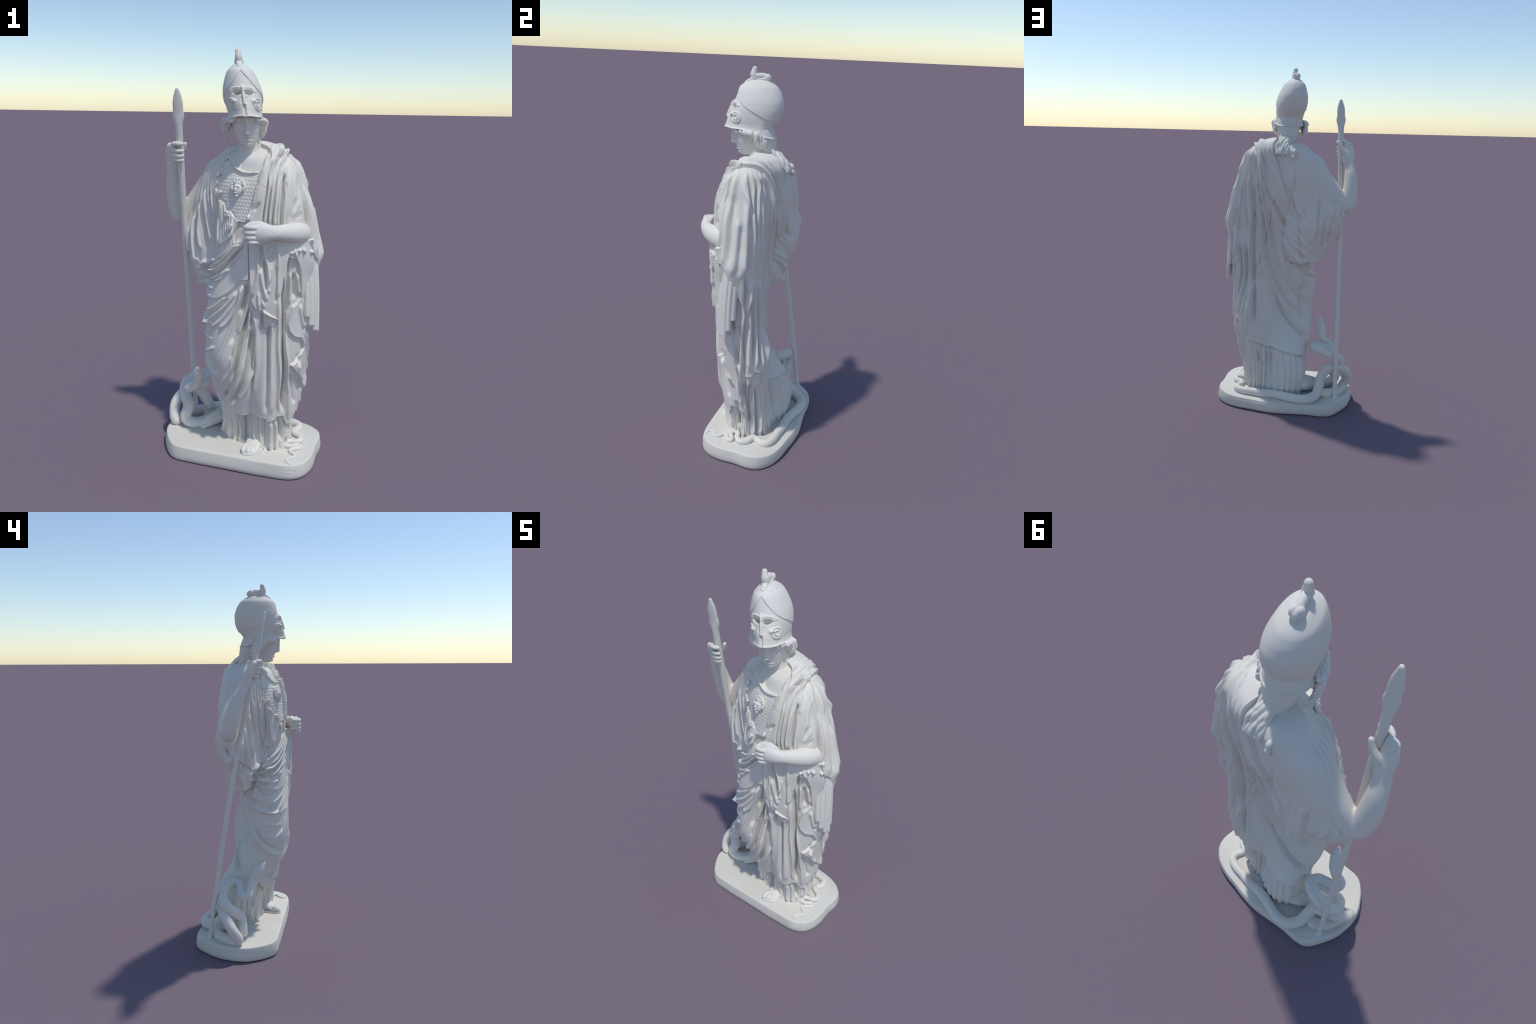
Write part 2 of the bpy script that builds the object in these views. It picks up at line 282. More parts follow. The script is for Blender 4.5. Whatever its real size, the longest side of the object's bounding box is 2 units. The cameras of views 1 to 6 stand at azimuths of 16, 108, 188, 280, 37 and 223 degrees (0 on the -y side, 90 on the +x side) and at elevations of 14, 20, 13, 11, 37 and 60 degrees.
BACK_FOLDS = [
    (0.010, 0.010, [(88.2, 1.529), (86.8, 1.461), (99.2, 1.326), (104.8, 1.180), (109.0, 0.980), (106.5, 0.834), (104.8, 0.671), (112.8, 0.519)]),
    (0.012, 0.010, [(99.2, 1.525), (106.8, 1.402), (113.2, 1.236), (119.2, 1.036), (125.5, 0.868), (137.5, 0.671), (143.8, 0.487)]),
    (0.011, -0.014, [(111.2, 1.418), (117.2, 1.238), (120.8, 1.088), (130.5, 0.879), (140.5, 0.724), (148.2, 0.571), (149.2, 0.456)]),
    (0.013, 0.012, [(114.2, 1.476), (123.2, 1.289), (130.5, 1.064), (147.5, 0.883), (166.0, 0.753), (194.0, 0.617), (221.5, 0.484), (239.8, 0.391), (258.5, 0.361)]),
    (0.013, -0.009, [(124.5, 1.337), (129.8, 1.167), (148.8, 0.989), (166.2, 0.853), (196.8, 0.730), (225.2, 0.643), (248.2, 0.542)]),
    (0.012, 0.011, [(117.0, 1.506), (128.0, 1.339), (136.0, 1.167), (160.2, 1.001), (177.8, 0.875), (209.2, 0.753), (239.0, 0.627), (259.5, 0.531), (276.0, 0.485)]),
    (0.012, -0.008, [(135.8, 1.243), (157.0, 1.093), (188.8, 0.943), (201.0, 0.866), (229.5, 0.748), (249.8, 0.653), (266.0, 0.560)]),
    (0.011, 0.010, [(120.0, 1.516), (133.5, 1.363), (153.5, 1.220), (187.0, 1.070), (211.0, 0.946), (219.8, 0.873), (238.2, 0.781), (257.2, 0.668), (273.2, 0.586)]),
    (0.010, 0.009, [(118.2, 1.559), (131.2, 1.442), (158.2, 1.304), (190.8, 1.211), (215.8, 1.140), (224.5, 1.056), (233.2, 0.977)]),
    (0.010, 0.007, [(128.5, 1.570), (157.0, 1.454), (185.0, 1.337), (207.0, 1.220), (220.0, 1.138), (227.8, 1.054)]),
    (0.009, 0.006, [(142.2, 1.570), (168.8, 1.436), (198.5, 1.301), (218.5, 1.182), (224.2, 1.133)]),
    (0.008, -0.006, [(109.2, 1.494), (118.2, 1.383), (127.0, 1.280), (135.0, 1.193)]),
    (0.012, -0.011, [(155.0, 1.275), (179.0, 1.199), (205.0, 1.127), (218.0, 1.081)]),
    (0.009, 0.008, [(160.8, 1.246), (188.2, 1.150), (214.2, 1.072), (223.0, 1.033), (230.8, 0.986)]),
    (0.010, -0.008, [(-154.0, 1.075), (-140.8, 1.006), (-133.5, 0.943), (-125.8, 0.894)]),
    (0.009, 0.007, [(-142.2, 1.039), (-135.0, 0.985), (-124.8, 0.927)]),
    (0.009, -0.007, [(-154.5, 1.332), (-146.8, 1.275), (-138.8, 1.183), (-133.5, 1.125)]),
    (0.008, -0.005, [(-131.2, 1.244), (-132.8, 1.182), (-133.2, 1.125)]),
    (0.009, 0.006, [(-145.8, 1.305), (-140.8, 1.232), (-136.0, 1.161)]),
    (0.009, -0.006, [(-145.8, 1.440), (-145.8, 1.351), (-145.5, 1.276)]),
    (0.012, 0.008, [(-121.2, 1.299), (-125.2, 1.167), (-123.5, 1.014)]),
    (0.010, -0.007, [(-120.0, 1.280), (-124.0, 1.145), (-121.5, 1.014)]),
    (0.010, 0.009, [(-112.2, 1.232), (-117.8, 1.124), (-113.5, 0.997)]),
    (0.010, -0.008, [(-116.0, 1.191), (-118.5, 1.099), (-111.2, 0.958)]),
    (0.009, 0.008, [(-108.5, 1.241), (-113.0, 1.135), (-112.0, 1.056)]),
    (0.009, -0.006, [(-112.8, 1.178), (-113.8, 1.086), (-108.0, 0.979)]),
    (0.008, -0.007, [(-122.8, 1.014), (-124.8, 0.988)]),
    (0.009, 0.007, [(113.8, 0.873), (117.2, 0.684), (123.5, 0.532)]),
    (0.006, -0.007, [(110.0, 0.870), (111.0, 0.706), (114.8, 0.521)]),
    (0.012, 0.009, [(137.2, 0.881), (149.0, 0.674), (153.5, 0.466)]),
    (0.012, -0.004, [(119.8, 0.876), (130.8, 0.666), (136.2, 0.545)]),
    (0.012, -0.012, [(-177.5, 0.683), (-145.5, 0.562), (-127.0, 0.459), (-111.0, 0.385)]),
    (0.011, 0.008, [(-163.0, 0.671), (-135.8, 0.578), (-117.8, 0.472), (-104.2, 0.389)]),
    (0.009, 0.008, [(-134.5, 0.911), (-100.2, 0.820), (-87.0, 0.778)]),
    (0.009, -0.005, [(-108.0, 0.707), (-101.5, 0.666), (-87.8, 0.611)]),
    (0.009, -0.005, [(-130.8, 0.889), (-104.5, 0.806), (-90.8, 0.758)]),
    (0.016, 0.004, [(162.8, 0.648), (184.8, 0.519), (217.5, 0.479)]),
]
TUNIC_FOLDS = [
    (0.024, -0.020, [(-103.0, 1.170), (-102.8, 1.125), (-102.8, 1.078)]),
    (0.010, 0.008, [(-106.0, 1.164), (-105.2, 1.090), (-103.0, 1.062), (-100.8, 1.080)]),
    (0.009, 0.009, [(-87.5, 1.315), (-88.5, 1.203), (-88.2, 1.078)]),
    (0.009, 0.009, [(-92.2, 1.248), (-92.0, 1.124), (-92.2, 1.006)]),
    (0.007, -0.010, [(-90.8, 1.248), (-90.2, 1.130), (-89.2, 1.067)]),
    (0.009, 0.008, [(-94.0, 1.188), (-95.5, 1.088), (-97.5, 0.994)]),
    (0.007, -0.010, [(-93.0, 1.187), (-93.8, 1.085), (-94.8, 1.007)]),
    (0.008, 0.007, [(-79.5, 1.386), (-82.5, 1.243), (-79.2, 1.098)]),
    (0.006, -0.008, [(-82.8, 1.386), (-85.2, 1.244), (-85.0, 1.090)]),
    (0.008, 0.007, [(-69.2, 1.369), (-70.5, 1.238), (-63.5, 1.120)]),
    (0.006, -0.007, [(-73.2, 1.386), (-76.0, 1.240), (-72.2, 1.103)]),
    (0.006, -0.007, [(-58.2, 1.367), (-58.0, 1.235), (-55.8, 1.124)]),
    (0.008, 0.007, [(-43.0, 1.337), (-49.8, 1.233), (-49.0, 1.135)]),
]
UNDERSKIRT_FOLDS = [
    (0.008, 0.009, [(-86.0, 0.222), (-96.0, 0.077)]),
    (0.007, 0.008, [(-76.0, 0.236), (-83.2, 0.081)]),
    (0.009, 0.010, [(-44.5, 0.262), (-55.0, 0.137), (-58.8, 0.070)]),
    (0.012, -0.020, [(-33.5, 0.268), (-36.2, 0.147), (-29.8, 0.085)]),
    (0.009, 0.008, [(27.2, 0.274), (21.5, 0.119)]),
    (0.008, -0.012, [(44.0, 0.287), (45.5, 0.070)]),
    (0.014, 0.013, [(54.2, 0.270), (54.5, 0.070)]),
    (0.009, 0.009, [(66.0, 0.254), (64.2, 0.077)]),
    (0.010, -0.014, [(72.5, 0.251), (73.2, 0.117)]),
    (0.009, 0.010, [(80.5, 0.235), (80.2, 0.117)]),
    (0.010, 0.009, [(87.8, 0.262), (81.8, 0.111)]),
    (0.010, -0.014, [(101.8, 0.335), (93.5, 0.129)]),
    (0.010, 0.009, [(108.0, 0.247), (102.5, 0.070)]),
    (0.010, -0.018, [(119.5, 0.450), (112.5, 0.162)]),
    (0.009, 0.008, [(124.8, 0.383), (119.2, 0.095)]),
    (0.008, -0.015, [(127.5, 0.420), (123.8, 0.091)]),
    (0.012, 0.008, [(132.5, 0.372), (130.0, 0.070)]),
    (0.010, -0.013, [(153.0, 0.337), (151.2, 0.236)]),
    (0.009, -0.011, [(179.8, 0.324), (183.5, 0.162)]),
    (0.008, -0.008, [(-156.5, 0.342), (-157.0, 0.273)]),
    (0.010, 0.008, [(138.0, 0.349), (127.5, 0.083)]),
    (0.010, 0.007, [(161.8, 0.342), (165.2, 0.114)]),
    (0.010, 0.007, [(-166.5, 0.318), (-165.5, 0.162)]),
]
FOLD_GROUPS = [WAIST_ROLL, SKIRT_SWAGS, FRONT_PANELS, CHEST_FOLDS, CAPE_FOLDS, BACK_FOLDS, TUNIC_FOLDS, UNDERSKIRT_FOLDS]
# cloth lying on top: outline (azimuth, height), thickness
LAYER_EDGES = [
    ([(-92.2, 0.950), (-74.5, 0.855), (-57.8, 0.879), (-45.2, 0.894), (-35.0, 0.917), (-24.2, 0.946), (-11.0, 0.993), (3.0, 1.001), (5.5, 1.039), (8.0, 1.167), (-14.0, 1.150)], 0.009),   # overfold
    ([(9.5, 1.193), (6.8, 1.056), (6.0, 0.950), (7.8, 0.904), (13.8, 0.871), (26.5, 0.858), (38.8, 0.838), (53.2, 0.816), (51.0, 0.933), (54.2, 0.955), (53.8, 1.015), (57.0, 1.048), (57.0, 1.137), (56.8, 1.199)], 0.016),   # front_triangle
    ([(28.5, 0.866), (52.8, 0.817), (49.2, 0.789), (32.5, 0.760), (29.8, 0.809)], 0.009),   # front_corner
    ([(56.8, 1.193), (57.0, 1.111), (66.0, 1.096), (71.0, 1.043), (78.2, 0.911), (74.8, 0.888), (69.5, 0.868), (67.5, 0.829), (65.5, 0.786), (68.8, 0.745), (73.8, 0.719), (81.8, 0.706), (89.2, 0.648), (81.5, 0.593), (73.2, 0.575), (82.0, 0.534), (110.2, 0.391), (110.0, 0.394), (96.2, 0.743), (87.8, 0.929), (78.5, 1.183)], 0.014),   # cascade
]

# ------------------------------------------------------------------ cloth regions (azimuth, height)
HEM = [(-180.0, 0.346), (-150.8, 0.331), (-140.5, 0.326), (-112.5, 0.307), (-96.5, 0.282), (-85.0, 0.342), (-82.8, 0.313), (-76.5, 0.304), (-76.2, 0.297), (-71.2, 0.267), (-54.5, 0.265), (-24.2, 0.260), (45.5, 0.288), (46.8, 0.272), (63.2, 0.259), (67.2, 0.276), (77.0, 0.280), (78.0, 0.246), (80.5, 0.227), (85.8, 0.225), (89.0, 0.264), (93.2, 0.288), (95.2, 0.284), (103.2, 0.273), (112.2, 0.246), (113.8, 0.494), (120.0, 0.492), (123.2, 0.512), (136.5, 0.491), (138.0, 0.388), (171.0, 0.351), (180.0, 0.346)]
CLOAK_TOP = [(-180.0, 1.438), (-169.0, 1.366), (-149.2, 1.246), (-137.5, 1.141), (-136.0, 1.080), (-132.0, 0.930), (-126.0, 0.870), (-110.0, 0.850), (-96.0, 0.850), (-89.0, 0.920), (-82.0, 1.000), (-74.5, 1.044), (-38.0, 1.108), (-18.8, 1.151), (-3.5, 1.190), (5.2, 1.256), (7.2, 1.273), (16.2, 1.348), (23.8, 1.426), (31.0, 1.482), (62.2, 1.572), (64.2, 1.650), (156.8, 1.650), (158.2, 1.561), (173.0, 1.484), (180.0, 1.438)]
CAPE = [(77.2, 1.552), (71.2, 1.485), (72.2, 1.431), (70.5, 1.355), (72.5, 1.256), (76.2, 1.169), (79.8, 1.112), (87.2, 1.081), (90.5, 1.027), (93.2, 1.004), (102.0, 0.930), (104.0, 0.898), (107.0, 0.800), (110.8, 0.600), (111.8, 0.430), (139.5, 0.430), (140.5, 0.900), (150.0, 1.100), (167.2, 1.257), (144.5, 1.350), (126.5, 1.436), (114.0, 1.501), (103.0, 1.534), (88.2, 1.544), (70.2, 1.538)]
ROLL = [(50.8, 1.462), (65.2, 1.522), (70.2, 1.538), (88.2, 1.544), (103.0, 1.534), (114.0, 1.501), (126.5, 1.436), (144.5, 1.350), (167.2, 1.257), (202.0, 1.161), (227.0, 1.170), (210.8, 1.246), (191.0, 1.366), (173.0, 1.484), (158.2, 1.561), (157.2, 1.600), (63.2, 1.600), (60.2, 1.572), (30.0, 1.482), (25.8, 1.430), (40.0, 1.400)]
LEAF = [(69.8, 1.090), (90.5, 1.027), (93.2, 1.004), (102.0, 0.930), (104.0, 0.898), (100.0, 0.799), (91.8, 0.717), (85.5, 0.702), (77.5, 0.711), (71.5, 0.800), (68.8, 0.950)]
AEGIS = [(-73.5, 1.565), (-55.2, 1.528), (-59.2, 1.484), (-62.8, 1.436), (-56.2, 1.415), (-61.8, 1.393), (-54.2, 1.380), (-52.5, 1.345), (-37.8, 1.329), (-35.2, 1.299), (-24.0, 1.297), (-15.0, 1.273), (-10.5, 1.248), (-7.0, 1.259), (2.0, 1.254), (12.2, 1.273), (21.2, 1.348), (28.8, 1.426), (36.0, 1.482), (28.8, 1.475), (13.2, 1.469), (-1.5, 1.470), (-20.2, 1.484), (-46.8, 1.519), (-61.0, 1.541), (-71.5, 1.560)]
TUNIC_OVERFOLD = [(-20.0, 1.190), (-34.2, 1.158), (-50.5, 1.135), (-56.0, 1.119), (-62.5, 1.125), (-63.0, 1.050), (-75.0, 1.040), (-90.0, 1.010), (-110.0, 1.200), (-100.0, 1.400), (-70.0, 1.500), (-40.0, 1.450), (-5.0, 1.270)]
COLLAR = [(-69.0, 1.565), (-61.0, 1.539), (-46.8, 1.517), (-20.2, 1.482), (-1.5, 1.468), (13.2, 1.467), (28.8, 1.473), (31.8, 1.473)]

def in_polygon(poly, u, z):
    """signed distance (metres, + inside) to a polygon given in (azimuth, height)"""
    k = 0.0045                                   # metres per degree, roughly
    P = np.array(poly, float) * [k, 1.0]
    x = u * k; best = np.full(u.shape, 9.0); inside = np.zeros(u.shape, bool)
    for a, b in zip(P, np.roll(P, -1, 0)):
        d = b - a; t = np.clip(((x - a[0]) * d[0] + (z - a[1]) * d[1]) / (d @ d + 1e-12), 0, 1)
        best = np.minimum(best, np.hypot(x - a[0] - t * d[0], z - a[1] - t * d[1]))
        c = ((a[1] > z) != (b[1] > z)) & (x < (b[0] - a[0]) * (z - a[1]) / (b[1] - a[1] + 1e-12) + a[0])
        inside ^= c
    return np.where(inside, best, -best)

def wrap(u, lo):
    return (u - lo) % 360 + lo

def add_fold(D, P, PH, ZZ, width, height, pts, hollow=None):
    sc = np.array([0.0045, 1.0])
    q = spline(np.array(pts, float) * sc, 20)
    n = int(np.clip(np.linalg.norm(np.diff(q, axis=0), axis=1).sum() / 0.010, 8, 90))
    q = spline(np.array(pts, float) * sc, n) / sc
    C = body_point(q[:, 0], q[:, 1])
    m = 3.0 * width
    r = np.hypot(C[:, 0] - 0.09, C[:, 1] + 0.03).min()
    du = np.degrees(m / max(r, 0.05)) + 4
    lo, hi = q[:, 0].min() - du, q[:, 0].max() + du
    cols = np.nonzero(((PH[0] - lo) % 360) <= (hi - lo))[0]
    rows = np.nonzero((ZZ[:, 0] > q[:, 1].min() - m) & (ZZ[:, 0] < q[:, 1].max() + m))[0]
    if not len(cols) or not len(rows): return
    ix = np.ix_(rows, cols)
    V = P[ix].reshape(-1, 3)
    d2 = np.full(len(V), 9.0); tt = np.zeros(len(V))
    for i in range(n - 1):
        ab = C[i + 1] - C[i]; W_ = V - C[i]
        t = np.clip(W_ @ ab / (ab @ ab + 1e-12), 0, 1)
        e = ((W_ - t[:, None] * ab) ** 2).sum(1)
        better = e < d2
        d2[better] = e[better]; tt[better] = (i + t[better]) / (n - 1)
    length = np.linalg.norm(np.diff(C, axis=0), axis=1).sum()
    run = np.clip(3.5 * width / length, 0.12, 0.5)              # folds die away towards their ends
    taper = smooth01(np.minimum(tt, 1 - tt) / run + 0.02)
    if height > 0:
        prof = 1.25 * np.exp(-(d2 / (0.85 * width) ** 2))
    else:
        prof = 1.4 * np.exp(-(np.sqrt(d2) / (0.9 * width)) ** 1.4)
    D[ix] += (height * taper * prof).reshape(len(rows), len(cols))

def pleats(u, z, wave, seed, sway=2.0):
    """soft vertical pleats: rounded crests, sharp valleys; 0..1"""
    w = u + sway * (vnoise(u * 0.08 + seed, z * 5 + seed) - 0.5) * 2 + 1.2 * np.sin(z * 9 + seed)
    s = w / wave + 0.7 * vnoise(w / wave * 0.45 + seed * 3, z * 1.2)
    f = np.abs(((s % 1) - 0.5) * 2)
    depth = 0.45 + 0.55 * vnoise(np.floor(s) * 3.7 + seed, z * 3.0)
    return (1 - f ** 2.2) * depth

def soften(D, k):
    for _ in range(3):
        a = np.cumsum(np.concatenate([D[:, -k - 1:], D, D[:, :k]], 1), 1)
        D = (a[:, 2 * k + 1:] - a[:, :-2 * k - 1]) / (2 * k + 1)
        a = np.cumsum(np.concatenate([np.repeat(D[:1], k + 1, 0), D, np.repeat(D[-1:], k, 0)], 0), 0)
        D = (a[2 * k + 1:] - a[:-2 * k - 1]) / (2 * k + 1)
    return D

def drape(PH, ZZ, P):
    """height of the carved cloth above the plain form, and the region label of every grid point"""
    D = np.zeros_like(PH)
    u = wrap(PH, -180.0)
    hem = np.interp(u, [a for a, _ in HEM], [b for _, b in HEM])
    hem = hem + 0.005 * np.sin(u * 0.105) + 0.003 * np.sin(u * 0.21 + 1)
    top = np.interp(u, [a for a, _ in CLOAK_TOP], [b for _, b in CLOAK_TOP])
    cloak = np.minimum(ZZ - hem, top - ZZ)
    low = smooth01((0.75 - ZZ) / 0.4)
    D += (0.010 + (0.012 - 0.007 * smooth01((np.abs(u) - 135) / 15)) * low) * smooth01(cloak / 0.005 + 0.5)
    u2 = wrap(PH, -110.0)                         # azimuths running on through the back
    for poly, thick, uu in ((CAPE, .009, u2), (ROLL, .007, u2), (AEGIS, .010, u2)):
        fade = smooth01((ZZ - np.where(uu < 75, 1.38, 1.16)) / 0.14) if poly is ROLL else 1.0
        D += thick * fade * smooth01(in_polygon(poly, uu, ZZ) / 0.005 + 0.5)
    for poly, thick in LAYER_EDGES:
        D += thick * smooth01(in_polygon(poly, u2, ZZ) / (0.0045 if thick > .01 else .008) + 0.5)
    ag = in_polygon(AEGIS, u2, ZZ)
    D += .012 * smooth01(in_polygon(TUNIC_OVERFOLD, u, ZZ) / 0.005 + 0.5) * smooth01(-ag / 0.005 + 0.5)
    # aegis scales in overlapping rows
    row_h, col_w = 0.0155, 5.7
    r = (1.60 - ZZ) / row_h
    best = np.zeros_like(D)
    for k in (0, 1):
        ri = np.floor(r) - k
        c = u / col_w + 0.5 * (ri % 2); fx = (c - np.floor(c) - 0.5) * 2
        fy = (r - ri)                              # 0 at the scale's root, up to 2 below
        tip = 1.55 * np.sqrt(np.clip(1 - (fx * 0.96) ** 2, 0, 1)) * 0.62 + 0.75
        on = fy < tip
        best = np.maximum(best, np.where(on, 0.25 + 0.75 * fy / 1.7, 0) * (1 if k else 0.8))
    D += 0.0025 * best * smooth01((ag - 0.006) / 0.01) * smooth01((1.47 - ZZ) / 0.03)
    # cord along the aegis border
    edge = np.exp(-((ag - 0.004) / 0.004) ** 2) * smooth01((2 - u) / 6) * smooth01((1.545 - np.maximum(0, u + 45) * 0.0022 - ZZ) / 0.02) * smooth01((-u - 2 + (1.262 - ZZ) * 900) / 8)
    D += 0.005 * edge
    # fine pleating of the tunic, the sleeve, the skirt under the cloak
    tunic = smooth01((ZZ - top) / 0.01) * smooth01(-ag / 0.006)
    fr = tunic * smooth01((-15 - u) / 6) * smooth01((u + 112) / 10)
    D += 0.0075 * fr * pleats(u, ZZ * .5, 5.5, 3.0, 1.5) * smooth01((1.56 - ZZ) / 0.06)
    bk = tunic * np.maximum(smooth01((-105 - u) / 10), smooth01((u - 160) / 8))
    D += 0.0016 * bk * pleats(u, ZZ * .5, 7.5, 11.0, 2.0) * smooth01((1.56 - ZZ) / 0.05)
    skirt = smooth01((hem - ZZ) / 0.008)
    D += 0.013 * skirt * pleats(u, ZZ * 0.35, 9.0, 5.0, 1.0) + 0.003 * skirt * pleats(u, ZZ * 0.5, 3.4, 9.0, 0.5)
    D += 0.012 * skirt * smooth01((0.13 - ZZ) / 0.07) * pleats(u, ZZ * 0.35, 9.0, 5.0, 1.0)
    # gentle unevenness of carved stone
    D += 0.0012 * (vnoise(P[..., 0] * 30, P[..., 1] * 30, P[..., 2] * 14) - 0.5)
    for group in FOLD_GROUPS:
        for width, height, pts in group:
            add_fold(D, P, PH, ZZ, width, height, pts)
    D = np.clip(D, -0.030, 0.045)
    D = D + 0.22 * (D - soften(D, 5))              # crisp ridges and valleys, as cut with a chisel
    add_fold(D, P, PH, ZZ, 0.0065, 0.009, COLLAR)
    throat = np.interp(u, [a for a, _ in COLLAR], [b for _, b in COLLAR])
    skin = (ZZ > throat) & (u > COLLAR[0][0]) & (u < COLLAR[-1][0] + 25)
    label = np.where(cloak > 0, 0, np.where(ZZ < hem, 1, np.where(ag > 0, 2, np.where(skin, 4, 3))))
    return D, label

# =================================================================== BLENDER
import bpy, bmesh
from mathutils import Vector, Matrix

def plaster(name, tint=(0.75, 0.725, 0.665), rough=0.62):
    m = bpy.data.materials.new(name); m.use_nodes = True
    nt = m.node_tree; b = nt.nodes['Principled BSDF']
    tc = nt.nodes.new('ShaderNodeTexCoord')
    n1 = nt.nodes.new('ShaderNodeTexNoise'); n1.inputs['Scale'].default_value = 9; n1.inputs['Detail'].default_value = 5
    n2 = nt.nodes.new('ShaderNodeTexNoise'); n2.inputs['Scale'].default_value = 160; n2.inputs['Detail'].default_value = 3
    ramp = nt.nodes.new('ShaderNodeValToRGB')
    ramp.color_ramp.elements[0].position = 0.33; ramp.color_ramp.elements[1].position = 0.62
    ramp.color_ramp.elements[0].color = (tint[0] * .985, tint[1] * .965, tint[2] * .93, 1)
    ramp.color_ramp.elements[1].color = (*tint, 1)
    bump = nt.nodes.new('ShaderNodeBump'); bump.inputs['Strength'].default_value = 0.06; bump.inputs['Distance'].default_value = 0.002
    L = nt.links.new
    L(tc.outputs['Object'], n1.inputs['Vector']); L(tc.outputs['Object'], n2.inputs['Vector'])
    L(n1.outputs['Fac'], ramp.inputs['Fac']); L(ramp.outputs['Color'], b.inputs['Base Color'])
    L(n2.outputs['Fac'], bump.inputs['Height']); L(bump.outputs['Normal'], b.inputs['Normal'])
    b.inputs['Roughness'].default_value = rough
    b.inputs['Specular IOR Level'].default_value = 0.25
    return m

MAT = plaster('white_plaster')
MAT_BASE = plaster('plinth_plaster', (0.70, 0.672, 0.605))
root = bpy.data.objects.new('statue', None)
bpy.context.scene.collection.objects.link(root)
root['label'] = 'white plaster statue of helmeted goddess with spear and snake'
root['category'] = 'statue'

def new_object(name, verts, faces, parent=root, smooth=True, mat=MAT):
    me = bpy.data.meshes.new(name)
    me.from_pydata([tuple(map(float, v)) for v in verts] if len(verts) < 2000 else np.asarray(verts, float).tolist(), [], faces if isinstance(faces, list) else faces.tolist())
    me.materials.append(mat)
    if smooth: me.shade_smooth()
    o = bpy.data.objects.new(name, me)
    bpy.context.scene.collection.objects.link(o)
    o.parent = parent
    return o

def grid_faces(nv, nu, closed=True):
    i = np.arange(nv - 1)[:, None]; j = np.arange(nu if closed else nu - 1)[None, :]
    k = (j + 1) % nu
    a = i * nu + j; b = i * nu + k; c = (i + 1) * nu + k; d = (i + 1) * nu + j
    return np.stack([a, b, c, d], -1).reshape(-1, 4)

def loft(rings):
    """closed rings (n x m x 3) -> verts, faces, ends capped"""
    R = np.asarray(rings, float); n, m = R.shape[:2]
    V = list(R.reshape(-1, 3)); F = grid_faces(n, m).tolist()
    c0, c1 = len(V), len(V) + 1
    V += [R[0].mean(0), R[-1].mean(0)]
    for j in range(m):
        F.append([c0, (j + 1) % m, j]); F.append([c1, (n - 1) * m + j, (n - 1) * m + (j + 1) % m])
    return np.array(V), F

def tube_rings(path, radii, n=60, m=20, flat=None, up=(0, 0, 1), round_ends=True):
    """sweep: path k x 3, radii k or k x 2 (width, thickness)"""
    path = np.asarray(path, float); rad = np.asarray(radii, float)
    if rad.ndim == 1: rad = np.stack([rad, rad], 1)
    Q = spline(np.hstack([path, rad]), n)
    C, R = Q[:, :3], np.maximum(Q[:, 3:], 1e-4)
    T = np.gradient(C, axis=0); T /= np.linalg.norm(T, axis=1, keepdims=True)
    rings = []; nrm = np.cross(T[0], up)
    if np.linalg.norm(nrm) < 1e-3: nrm = np.array([1.0, 0, 0])
    for i in range(n):
        nrm = nrm - T[i] * (nrm @ T[i]); nrm /= np.linalg.norm(nrm); bn = np.cross(T[i], nrm)
        a = np.linspace(0, 2 * np.pi, m, endpoint=False)[:, None]
        rings.append(C[i] + R[i, 0] * np.cos(a) * nrm + R[i, 1] * np.sin(a) * bn)
    rings = np.array(rings)
    if round_ends:
        for end, sg in ((0, -1), (-1, 1)):
            c = C[end]; r0 = rings[end] - c; ext = []
            for t in (0.45, 0.78, 0.95):
                ext.append(c + r0 * math.sqrt(1 - t * t) + T[end] * sg * R[end].mean() * t)
            ext = np.array(ext)
            rings = np.concatenate([ext[::-1], rings]) if end == 0 else np.concatenate([rings, ext])
    return rings

def tube(name, path, radii, parent=root, **k):
    V, F = loft(tube_rings(path, radii, **k))
    return new_object(name, V, F, parent)

def fuse(name, pieces, voxel, smooth_iter=4, parent=root):
    """join closed pieces into one skin"""
    V = []; F = []
    for v, f in pieces:
        o = len(V); V += [tuple(x) for x in v]; F += [[i + o for i in q] for q in f]
    ob = new_object(name, V, F, parent)
    md = ob.modifiers.new('r', 'REMESH'); md.mode = 'VOXEL'; md.voxel_size = voxel; md.use_smooth_shade = True
    if smooth_iter:
        sm = ob.modifiers.new('s', 'SMOOTH'); sm.factor = 0.5; sm.iterations = smooth_iter
    dg = bpy.context.evaluated_depsgraph_get()
    me = bpy.data.meshes.new_from_object(ob.evaluated_get(dg))
    old = ob.data; ob.modifiers.clear(); ob.data = me; bpy.data.meshes.remove(old)
    me.name = name
    me.materials.clear(); me.materials.append(MAT); me.shade_smooth()
    return ob

def ball(c, r, n=14, m=18, rot=None):
    th = np.linspace(0.12, math.pi - 0.12, n)[:, None]; a = np.linspace(0, 2 * np.pi, m, endpoint=False)[None]
    X = np.stack([np.sin(th) * np.cos(a), np.sin(th) * np.sin(a), -np.cos(th) + 0 * a], -1) * np.asarray(r)
    if rot is not None: X = X @ np.asarray(rot).T
    return loft(X + np.asarray(c))

